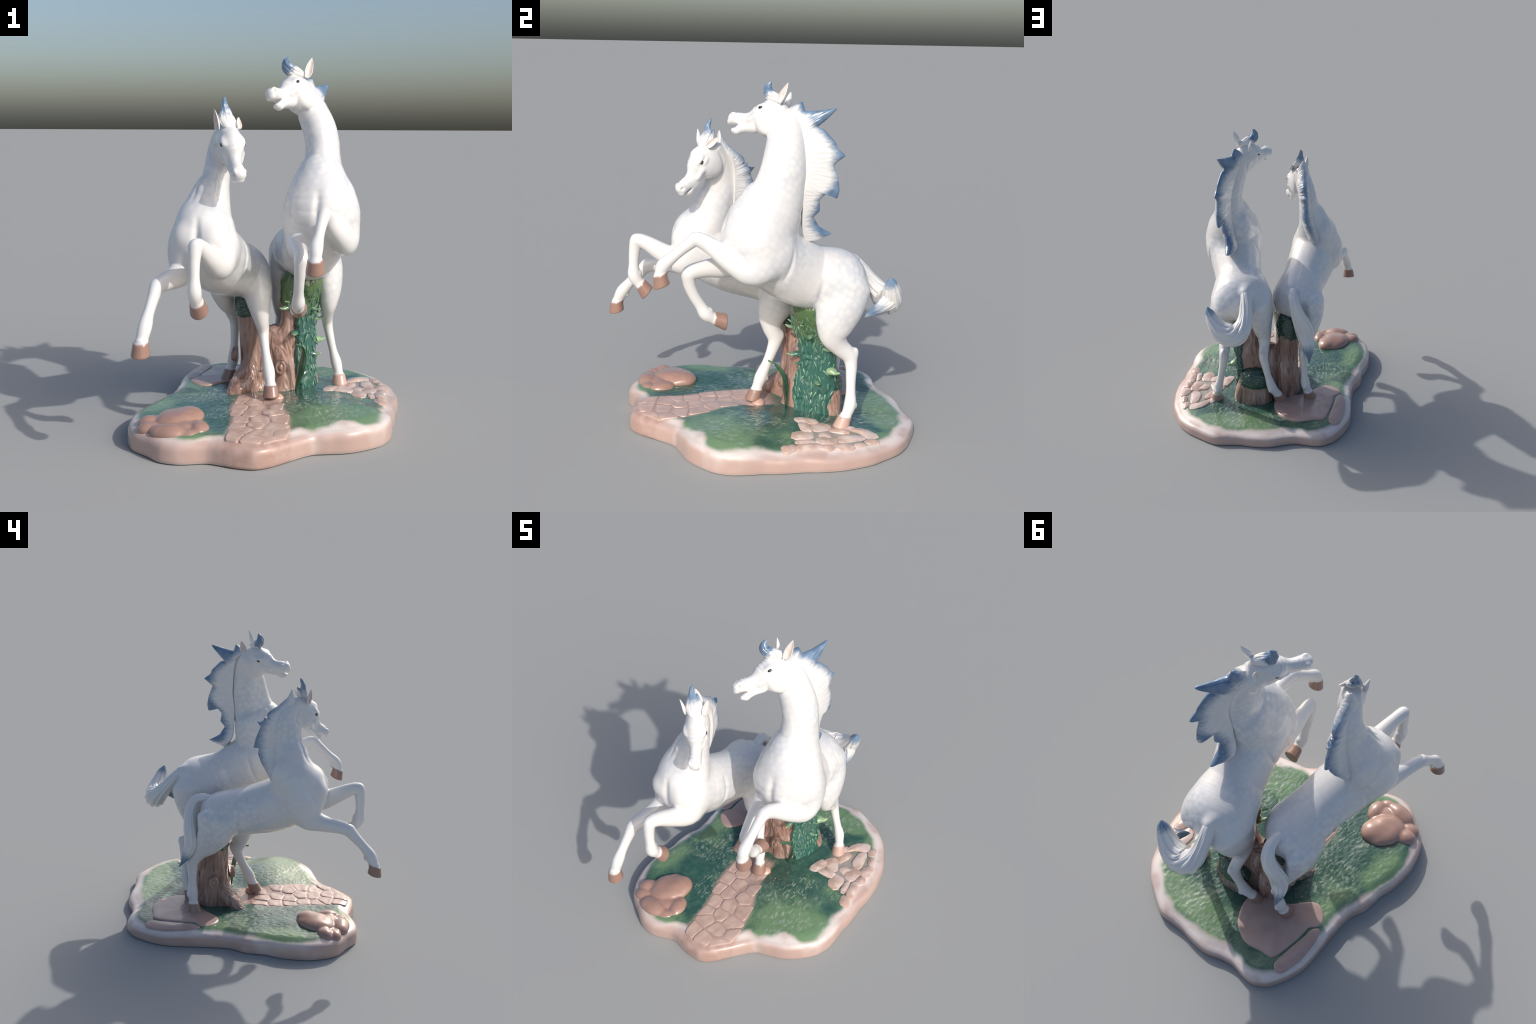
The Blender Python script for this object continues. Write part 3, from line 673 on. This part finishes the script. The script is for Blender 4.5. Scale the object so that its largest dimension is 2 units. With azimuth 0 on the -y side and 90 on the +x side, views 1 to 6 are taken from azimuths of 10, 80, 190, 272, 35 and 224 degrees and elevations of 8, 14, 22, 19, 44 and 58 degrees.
def base_material():
    t = NT('glazed_ground'); x, y, z = t.xyz()
    th = t.math('DIVIDE', t.math('ADD', t.math('ARCTAN2', y, x), math.pi), 2 * math.pi)
    rad = t.math('SQRT', t.math('ADD', t.math('MULTIPLY', x, x), t.math('MULTIPLY', y, y)))
    inset = {}
    def ins(a):  # width of the bare pale margin
        pts = [(-180, .035), (-150, .03), (-128, .07), (-110, .04), (-98, .08), (-80, .09), (-70, .10), (-60, .03), (-45, .09), (-30, .02), (-15, .05), (0, .05), (10, .07), (30, .08), (45, .06), (60, .07), (80, .05), (95, .07), (115, .05), (125, .05), (150, .06), (180, .035)]
        return np.interp(a, [p[0] for p in pts], [p[1] for p in pts])
    aa = np.linspace(-180, 180, 49)
    e = t.fcurve(th, [((a + 180) / 360, float(outline(math.radians(a)) - ins(a))) for a in aa])
    n1 = t.noise(7, 3); n2 = t.noise(19, 3, .6); nf = t.noise(60, 4, .65, vec=t.stretch((1, .45, 1), (0, 0, .6)))
    d = t.math('SUBTRACT', e, rad); d = t.math('ADD', d, t.math('MULTIPLY', t.math('SUBTRACT', n1, .5), .09))
    green = t.ramp(d, -.012, .035)
    # pink path between two slanting edges
    def edge(tab):
        return t.math('SUBTRACT', t.fcurve(t.math('ADD', y, .8), [(a + .8, b + .5) for a, b in tab]), .5)
    dl = t.math('SUBTRACT', x, edge(PATH_L)); dr = t.math('SUBTRACT', edge(PATH_R), x)
    dn = t.math('MULTIPLY', t.math('SUBTRACT', n2, .5), .03)
    path = t.math('MULTIPLY', t.ramp(t.math('ADD', t.math('MINIMUM', dl, dr), dn), -.018, .018), t.ramp(y, .12, .03))
    # cobbled patch: greyed green between the stones
    cob = t.ramp(t.vmath('DISTANCE', t.co, (.50, .33, .1)), .20, .10)
    PINK, PALE = (.49, .345, .30), (.72, .66, .63)
    DARK, MID, LITE, FLECK = (.026, .085, .066), (.045, .115, .085), (.14, .24, .125), (.31, .36, .31)
    def zone(*cs):
        z_ = None
        for c, r in cs:
            k = t.ramp(t.vmath('DISTANCE', t.co, c), r * 1.15, r * .1); z_ = k if z_ is None else t.math('MAXIMUM', z_, k)
        return z_
    zl = zone(((.42, -.36, .13), .34), ((-.66, -.25, .1), .22), ((-.35, -.72, .1), .2), ((.05, .75, .07), .26), ((.3, .72, .07), .16), ((-.55, .1, .1), .16), ((.55, .62, .07), .12))
    lite = t.ramp(t.math('ADD', t.math('MULTIPLY', zl, .62), t.math('SUBTRACT', t.math('ADD', n1, t.math('MULTIPLY', n2, .3)), t.math('MULTIPLY', d, .6))), .42, .98)
    g = t.mix(t.ramp(n2, .4, .65), DARK, MID); g = t.mix(lite, g, LITE)
    zf = zone(((.30, -.12, .12), .24), ((.38, -.33, .14), .24), ((-.33, .0, .11), .24), ((-.22, -.35, .12), .16), ((-.1, .68, .08), .22), ((.2, .62, .08), .22), ((-.42, -.05, .1), .2))
    patch = t.ramp(t.math('ADD', t.noise(6.5, 2), t.math('MULTIPLY', zf, .25)), .52, .72)
    fl = t.math('MULTIPLY', t.ramp(nf, .50, .64), t.math('MULTIPLY', patch, .8)); g = t.mix(fl, g, FLECK)
    g = t.mix(t.math('MULTIPLY', cob, .8), g, (.42, .36, .32))
    # rim: pink wall, paler on the rolled shoulder and at the foot
    wall = t.ramp(t.math('SUBTRACT', t.math('ADD', z, t.math('MULTIPLY', y, .035)), t.math('MULTIPLY', n1, .02)), .06, .095); shoulder = t.math('MULTIPLY', wall, t.ramp(n1, .25, .6))
    foot = t.ramp(z, .014, .003)
    rim = t.mix(t.math('MAXIMUM', t.math('MULTIPLY', shoulder, .85), t.math('MULTIPLY', foot, .6)), PINK, PALE)
    col = t.mix(green, rim, g)
    col = t.mix(path, col, t.mix(t.ramp(n2, .3, .7), PINK, (.42, .27, .225)))
    # white airbrushed halo where grass meets the margin
    halo = t.math('MULTIPLY', t.ramp(d, -.05, .0), t.math('SUBTRACT', 1.0, green)); halo = t.math('MULTIPLY', halo, t.math('SUBTRACT', 1.0, path))
    col = t.mix(t.math('MULTIPLY', halo, .5), col, PALE)
    t.bump(t.math('MULTIPLY', nf, green), .35, .003)
    return t.done(col, .32, .55, .08)

def build_base(parent):
    nA, nR = 720, 150
    th = np.linspace(-np.pi, np.pi, nA, endpoint=False); R = outline(th)
    R = R + .004 * np.array(perlin(np.stack([8 * np.cos(th), 8 * np.sin(th), 0 * th], 1)))
    V = []
    lump = perlin(np.stack([4.5 * np.cos(th), 4.5 * np.sin(th), 0 * th + 5], 1)) + .5 * perlin(np.stack([11 * np.cos(th), 11 * np.sin(th), 0 * th + 9], 1))
    for off, z in ((-.03, .0), (-.008, .0), (-.001, .006), (.0, .018), (-.002, .034), (-.003, .05), (-.005 + 0, .062), (-.010, .073), (-.018, .081)):
        top = (ground((R - .03) * np.cos(th), (R - .03) * np.sin(th)) - .002) / .086
        rr = R + off + .006 * lump * smooth(.0, .04, z); V.append(np.column_stack([rr * np.cos(th), rr * np.sin(th), z * (1 + (top - 1) * smooth(.0, .06, z))]))
    for i in range(1, nR):
        s = 1 - (i / nR) ** 1.0
        rr = (R - .028) * s; x, y = rr * np.cos(th), rr * np.sin(th)
        e = outline(th) - rr; z = ground(x, y)
        inpath = smooth(-.01, .01, np.minimum(x - np.interp(y, [p[0] for p in PATH_L], [p[1] for p in PATH_L]), np.interp(y, [p[0] for p in PATH_R], [p[1] for p in PATH_R]) - x)) * (y < .05)
        tuft = perlin(np.column_stack([x * 45, y * 30, x * 0])) + .6 * perlin(np.column_stack([x * 95, y * 60, x * 0 + 4]))
        z = z + .0022 * tuft * smooth(.06, .11, e) * (1 - inpath)
        V.append(np.column_stack([x, y, z]))
    V = np.vstack(V); k = len(V) // nA
    F = [tuple(f) for f in grid_faces(k, nA, True)]
    V = np.vstack([V, [0, 0, ground(0., 0.)], [0, 0, 0]]); n = len(V)
    F += [(n - 2, (k - 1) * nA + j, (k - 1) * nA + (j + 1) % nA) for j in range(nA)] + [(n - 1, (j + 1) % nA, j) for j in range(nA)]
    base = make_obj('grassy_base', V, F, base_material(), parent)
    # flagstones of the path: Voronoi cells clipped to the path
    t = NT('flagstone_glaze'); nz = t.noise(14, 3)
    fm = t.done(t.mix(t.ramp(nz, .3, .7), (.55, .40, .34), (.47, .325, .275)), .36, .45)
    rows = np.linspace(-.66, -.10, 7); seeds = []
    for i, yy in enumerate(rows):
        l, r = np.interp(yy, *zip(*PATH_L)), np.interp(yy, *zip(*PATH_R))
        for j in range(3):
            seeds.append(A(l + (r - l) * (j + .5 + .35 * (i % 2 - .5)) / 3 + RNG.normal() * .013, yy + RNG.normal() * .016))
    for i, c in enumerate(seeds):
        l, r = np.interp(c[1], *zip(*PATH_L)), np.interp(c[1], *zip(*PATH_R))
        P = [A(l - .0, c[1] - .07), A(r, c[1] - .07), A(r, c[1] + .07), A(l, c[1] + .07)]
        for j, q in enumerate(seeds):
            if j != i and np.linalg.norm(q - c) < .3: P = clip_poly(P, (c + q) / 2, q - c)
        P = np.array(P)
        if len(P) < 3: continue
        m = P.mean(0); rim_e = outline(np.arctan2(P[:, 1], P[:, 0])) - np.hypot(P[:, 0], P[:, 1])
        if rim_e.min() < .03: P = P * np.minimum(1, (np.hypot(P[:, 0], P[:, 1]) + rim_e - .045) / np.hypot(P[:, 0], P[:, 1]))[:, None]
        P = m + (P - m) * (1 - .004 / .05)
        plate(P, .0030, 'flagstone', base, fm, .0005, 1, tilt=.03, cut=.10)
    # rounded cobbles
    t = NT('cobble_glaze'); nz = t.noise(16, 2)
    cm = t.done(t.mix(t.ramp(nz, .38, .62), (.50, .345, .285), (.62, .49, .44)), .3, .6)
    cobs = [[(.263, .185), (.287, .278), (.323, .289), (.339, .233), (.307, .175)], [(.313, .305), (.344, .353), (.380, .348), (.421, .263), (.353, .253)], [(.328, .182), (.331, .233), (.422, .242), (.418, .185)],
            [(.429, .139), (.432, .232), (.505, .219), (.498, .119)], [(.430, .291), (.447, .335), (.502, .325), (.478, .266)], [(.488, .262), (.494, .353), (.562, .342), (.549, .242)], [(.476, .386), (.472, .496), (.520, .515), (.541, .372)],
            [(.387, .454), (.403, .545), (.482, .600), (.511, .532), (.439, .510)], [(.511, .555), (.553, .593), (.566, .522), (.534, .513)], [(.551, .490), (.581, .509), (.601, .443), (.567, .444)], [(.556, .360), (.569, .412), (.613, .429), (.617, .338), (.570, .336)],
            [(.571, .261), (.585, .323), (.623, .305), (.612, .244)], [(.574, .126), (.562, .234), (.598, .256), (.621, .129)], [(.530, .130), (.522, .207), (.548, .228), (.563, .132)], [(.361, .381), (.398, .450), (.437, .440), (.402, .340)],
            [(.575, .04), (.560, .108), (.610, .110), (.632, .05)], [(.34, .42), (.35, .49), (.39, .50), (.38, .43)]]
    for c in cobs:
        P = np.array(c) + A(.010, -.014); m = P.mean(0); plate(m + (P - m) * 1.30, .007, 'cobblestone', base, cm, .005, 1, tilt=.03)
    # flat slabs under the hind hooves
    t = NT('slab_glaze'); nz = t.noise(9, 3)
    sm = t.done(t.mix(t.ramp(nz, .35, .7), (.46, .32, .28), (.40, .275, .24)), .32, .55)
    slab = [(-.075, .375), (-.17, .345), (-.26, .335), (-.325, .285), (-.375, .215), (-.43, .175), (-.50, .205), (-.545, .262), (-.53, .31), (-.492, .335), (-.500, .402), (-.486, .507), (-.466, .640), (-.397, .640), (-.287, .672), (-.217, .655), (-.134, .603), (-.080, .498)]
    plate(slab, .012, 'stone_slab', base, sm, .002, 2, tilt=0)
    slab2 = [(-.512, .335), (-.550, .29), (-.585, .37), (-.592, .47), (-.585, .57), (-.565, .65), (-.535, .682), (-.484, .652), (-.497, .507), (-.512, .402)]
    plate(slab2, .006, 'stone_slab', base, sm, .002, 2, tilt=0)
    # boulder group: blended lumps
    bm = flat_material('boulder_glaze', (.37, .225, .18), .25, .7)
    bb = Body((-.66, -.76, .03), (-.20, -.30, .24), .005)
    for c, r, rot in [((-.415, -.478, .128), (.140, .112, .052), .95), ((-.375, -.43, .130), (.090, .080, .050), .8), ((-.545, -.535, .118), (.070, .055, .042), .6), ((-.535, -.600, .112), (.062, .046, .036), .2), ((-.420, -.645, .116), (.102, .064, .044), -.1), ((-.285, -.565, .114), (.054, .080, .043), .2), ((-.325, -.650, .108), (.065, .044, .032), .3), ((-.36, -.58, .112), (.09, .06, .040), .3)]:
        cs, sn = math.cos(rot), math.sin(rot)
        bb.add(ell(c, r, [[cs, sn, 0], [-sn, cs, 0], [0, 0, 1]]), .008, 'boulder')
    v, q, _ = bb.mesh(2); v = v + vnormals(v, q) * (.006 * perlin(v * 14))[:, None]
    make_obj('boulder', v, q, bm, base)
    # pink stone under the forward hind hoof
    pm = flat_material('pink_stone_glaze', (.58, .37, .30), .25, .7)
    th_, ph_ = np.meshgrid(np.linspace(0, np.pi, 20), np.linspace(0, 2 * np.pi, 36, endpoint=False), indexing='ij')
    Sx = np.stack([np.sin(th_) * np.cos(ph_), np.sin(th_) * np.sin(ph_), np.cos(th_)], -1).reshape(-1, 3)
    make_obj('pebble', Sx * (1 + .12 * perlin(Sx * 1.7))[:, None] * A(.048, .04, .028) + A(.022, -.012, .122), grid_faces(20, 36, True), pm, base)
    return base

# ------------------------------------------------------------------ tree stump
def build_stump(parent):
    t = NT('bark_glaze')
    st = t.noise(26, 4, .6, vec=t.stretch((1, 1, .16))); n = t.noise(7, 2)
    c = t.mix(t.ramp(n, .35, .65), (.30, .175, .135), (.38, .245, .20)); c = t.mix(t.ramp(st, .56, .72), c, (.55, .46, .43)); c = t.mix(t.ramp(st, .46, .34), c, (.16, .09, .075))
    t.bump(st, .5, .004); bark = t.done(c, .33, .5)
    t = NT('moss_glaze'); v = t.voronoi(34, 1, vec=t.stretch((1, 1, 2.2))); n = t.noise(45, 3)
    c = t.mix(t.ramp(v, .35, .15), (.018, .062, .046), (.10, .19, .11)); c = t.mix(t.ramp(n, .55, .7), c, (.02, .07, .055)); t.bump(v, .6, .006); moss = t.done(c, .25, .7)
    t = NT('ivy_glaze'); st = t.noise(34, 3, .55, vec=t.stretch((1, 1, .35))); z = t.xyz()[2]
    top = t.ramp(t.math('ADD', z, t.math('MULTIPLY', st, .12)), .56, .70)
    c = t.mix(top, (.030, .115, .092), (.075, .14, .05)); c = t.mix(t.ramp(st, .6, .75), c, (.06, .165, .125)); t.bump(st, .6, .005); ivy = t.done(c, .2, .8)
    t = NT('leaf_glaze'); n = t.noise(30, 2); leafm = t.done(t.mix(t.ramp(n, .35, .7), (.12, .245, .16), (.05, .16, .125)), .22, .8)
    t = NT('leaf_tip_glaze'); n = t.noise(18, 2); x_, y_, z_ = t.xyz(); rd = t.vmath('DISTANCE', t.vmath('MULTIPLY', t.co, (1, 1, 0)), (.10, .285, 0)); tipm = t.done(t.mix(t.ramp(t.math('ADD', rd, t.math('MULTIPLY', n, .02)), .095, .165), (.032, .12, .095), (.26, .40, .22)), .22, .8)
    h = .0055; X = A(1, 0, 0)
    B = Body((-.34, -.02, .04), (.36, .60, .80), h)
    B.add(chain([(-.130, .235, .05, .112, .150), (-.137, .255, .16, .092, .128), (-.142, .266, .30, .081, .112), (-.152, .255, .45, .077, .096), (-.165, .243, .60, .076, .084)], X, .2), .01, 'tree_stump')
    B.add(chain([(-.16, .19, .2, .07, .06), (-.21, .10, .135, .06, .05), (-.243, .05, .10, .035, .03)], X, .2), .03, 'tree_stump')   # left root
    B.add(chain([(.0, .26, .05, .13, .12), (.0, .265, .20, .11, .11), (-.01, .26, .34, .10, .085), (-.02, .255, .43, .08, .06)], X, .2), .035, 'tree_stump')      # saddle
    B.add(chain([(.085, .27, .05, .145, .085), (.083, .277, .20, .135, .074), (.090, .298, .40, .118, .060), (.10, .295, .55, .102, .058), (.128, .25, .74, .092, .066)], [(.5, .86, 0), (.5, .86, 0), (.58, .81, 0), (.68, .73, 0), (1, .3, 0)], .2), .03, 'tree_stump')
    B.add(chain([(.075, .33, .05, .105, .09), (.082, .335, .25, .10, .075), (.10, .335, .45, .095, .060), (.11, .31, .60, .07, .05)], X, .2), .03, 'tree_stump')
    B.add(chain([(.03, .20, .1, .06, .06), (.035, .165, .09, .05, .04)], X, .2), .03, 'tree_stump')
    B.add(chain([(.085, .39, .05, .140, .090), (.085, .39, .13, .130, .085), (.075, .39, .22, .115, .078)], X, .06, .5), .012, 'tree_stump')                       # cut branch
    V, Q, L = B.mesh(3); N = vnormals(V, Q)
    ang = np.arctan2(V[:, 1] - .25, V[:, 0] + .02)
    wob = perlin(np.column_stack([V[:, 0] * 9, V[:, 1] * 9, V[:, 2] * 4]))
    str1 = perlin(np.column_stack([V[:, 0] * 48 + 3 * wob, V[:, 1] * 48, V[:, 2] * 6.5 + 2 * wob])); str2 = perlin(np.column_stack([V[:, 0] * 24, V[:, 1] * 24 + 2 * wob, V[:, 2] * 4 + 7]))
    ridge = 1 - 2 * np.abs(str1)
    V = V + N * (.0075 * ridge + .009 * str2 - .003)[:, None]
    stump = make_obj('tree_stump', V, Q, bark, parent)
    # knots
    for kc, kn in [((.031, .118, .262), (.1, -1, .1)), ((-.272, .24, .30), (-1, -.1, .1))]:
        kn = unit(kn); a = unit(np.cross(kn, (0, 0, 1))); b = np.cross(a, kn); 
        VV = []; prof = [(.042, -.02), (.038, .004), (.031, .010), (.024, .006), (.019, .004), (.015, .010), (.007, .014), (.0005, .015)]
        for r, z in prof:
            for q in np.linspace(0, 2 * np.pi, 28, endpoint=False): VV.append(A(*kc) + kn * (z - .004) + a * r * .8 * math.cos(q) + b * r * 1.15 * math.sin(q))
        make_obj('knot', VV, grid_faces(len(prof), 28, True)[:, ::-1], bark, stump)
    # moss caps
    for nm, rows in [('moss', [(-.168, .243, .56, .090, .092), (-.168, .245, .62, .092, .096), (-.17, .245, .70, .080, .085)]), ('moss', [(.070, .395, .235, .118, .086), (.065, .395, .28, .112, .082), (.06, .39, .325, .08, .06)])]:
        b2 = Body((-.33, .05, .1), (.28, .60, .85), .0055); b2.add(chain(rows, X, .12, .55), .01, nm)
        v, q, _ = b2.mesh(2); n = vnormals(v, q)
        d = perlin(v * A(55, 55, 85)) * .006 + perlin(v * A(22, 22, 30)) * .006
        make_obj('moss', v + n * d[:, None], q, moss, stump)
    # leaf-covered sheet over the sunny side of the right-hand stem
    b3 = Body((-.08, .05, .05), (.36, .52, .80), .005)
    b3.add(chain([(.092, .268, .05, .160, .090), (.090, .277, .20, .148, .078), (.094, .297, .38, .130, .064), (.105, .294, .55, .112, .063), (.130, .25, .74, .102, .074)], [(.5, .86, 0), (.5, .86, 0), (.58, .81, 0), (.68, .73, 0), (1, .3, 0)], .18), .01, 'ivy')
    v, q, _ = b3.mesh(2); n = vnormals(v, q)
    phi = np.degrees(np.arctan2(v[:, 1] - np.interp(v[:, 2], [.1, .2, .4, .55, .74], [.27, .277, .297, .294, .25]), v[:, 0] - np.interp(v[:, 2], [.1, .4, .55, .74], [.09, .094, .105, .13]))) + 16 * perlin(v * A(14, 14, 9)) + 9 * perlin(v * 30)
    lo = np.interp(v[:, 2], [.1, .3, .45, .55, .62, .75], [-75, -88, -95, -105, -150, -175]); hi = np.interp(v[:, 2], [.1, .2, .3, .42, .55, .75], [50, 62, 70, 66, 80, 100])
    m = smooth(0, 14, phi - lo) * smooth(0, 14, hi - phi)
    run = perlin(np.column_stack([v[:, 0] * 40, v[:, 1] * 40, v[:, 2] * 9 + 3 * perlin(v * 8)])); run = 1 - 2 * np.abs(run)
    d = -.035 + .051 * m + m * (.009 * run + .010 * perlin(v * A(20, 20, 14)))
    v = v + n * d[:, None]
    make_obj('ivy', v, q, ivy, stump)
    n = vnormals(v, q)
    # small lens leaves lying on the sheet
    cand = np.where((m > .95) & (v[:, 2] > .13) & (v[:, 2] < .70) & (n[:, 0] * .8 - n[:, 1] * .4 > .15))[0]; RNG.shuffle(cand)
    pts = []
    for c in cand:
        if all(np.linalg.norm((v[c] - v[k]) * A(1, 1, .55)) > .020 for k in pts): pts.append(c)
        if len(pts) >= 90: break
    nu, nv = 12, 10; sp = []
    for i in range(nu):
        s = i / (nu - 1); w = math.sin(math.pi * s ** .8) ** .8 + .02
        for j in range(nv):
            a = 2 * np.pi * j / nv; sp.append((w * math.cos(a), w * math.sin(a), 1 - 2 * s))
    sp = np.array(sp)
    lm = bpy.data.meshes.new('leaf'); lm.from_pydata([tuple(p * A(.0045, .0035, .019)) for p in sp], [], [tuple(f) for f in grid_faces(nu, nv, True)]); lm.materials.append(leafm)
    lm.polygons.foreach_set('use_smooth', [True] * len(lm.polygons))
    from mathutils import Matrix
    for c in pts:
        ob = bpy.data.objects.new('leaf', lm); bpy.context.scene.collection.objects.link(ob); ob.parent = stump
        nn = unit(n[c]); down = unit(A(0, 0, -1) + .35 * RNG.normal(size=3)); ax = unit(down - nn * (down @ nn)); sd = np.cross(nn, ax)
        sc = .9 + .75 * RNG.random()
        Mx = Matrix([[sd[k] * sc, nn[k] * sc, -ax[k] * sc, (v[c] + nn * .0012)[k]] for k in range(3)] + [[0, 0, 0, 1]])
        ob.matrix_world = Mx
    # curling leaf points that stand off the stem
    for tip, w in [((.021, .142, .605), .022), ((.05, .15, .645), .018), ((.102, .138, .455), .022), ((.146, .170, .410), .017), ((.249, .376, .515), .024), ((.247, .24, .592), .018), ((.258, .419, .378), .030), ((.246, .304, .312), .022), ((.203, .255, .567), .014), ((.24, .325, .555), .015), ((.215, .19, .66), .018)]:
        ax_ = A(np.interp(tip[2], [.1, .4, .55, .74], [.09, .094, .105, .13]), np.interp(tip[2], [.1, .4, .55, .74], [.27, .297, .294, .25]), tip[2])
        dd = unit(ax_ - A(*tip) + A(0, 0, -.015)); root = A(*tip) + dd * .055
        tip, root = A(*tip), A(*root); mid = (root + tip) / 2 + A(0, 0, -.006)
        dir_ = unit(tip - root); sd = unit(np.cross(dir_, (0, 0, 1)))
        V2, F2 = lock([(*(root - dir_ * .02), w * 1.1, w * .9), (*root, w, w * .75), (*mid, w * .62, w * .4), (*(tip * .85 + mid * .15), w * .32, w * .22), (*tip, .002, .002)], sd, 3, .03, nu=20, nv=18)
        make_obj('leaf', V2, F2, tipm, stump)
    # one tall strap leaf springing from the ground
    sp = catmull([(.112, .134, .10, .004), (.128, .132, .18, .020), (.150, .122, .27, .027), (.163, .105, .345, .022), (.155, .065, .400, .013), (.131, .024, .424, .002)], 40)
    T = np.gradient(sp[:, :3], axis=0); VV = []
    wd = unit(A(.75, -.6, 0))
    for p, tg in zip(sp, T):
        s_ = unit(wd - unit(tg) * (wd @ unit(tg))); nn = np.cross(unit(tg), s_)
        for u in np.linspace(-1, 1, 9):
            VV.append(p[:3] + s_ * u * p[3] + nn * (.006 * u * u + .002))
        for u in np.linspace(1, -1, 9):
            VV.append(p[:3] + s_ * u * p[3] * .97 + nn * (.006 * u * u - .002))
    t = NT('strap_leaf_glaze'); nz = t.noise(20, 2); sm = t.done(t.mix(t.ramp(nz, .35, .7), (.025, .095, .055), (.06, .15, .07)), .22, .8)
    make_obj('strap_leaf', VV, grid_faces(40, 18, True), sm, stump)
    return stump

# ------------------------------------------------------------------ build
top = empty('horse_figurine')
top['label'] = 'glossy porcelain figurine of two rearing white horses on grassy base'
top['category'] = 'figurine'
legmats(S); legmats(M)
build_base(top)
build_stump(top)
build_horse(S, top)
build_horse(M, top)
bpy.context.view_layer.update()
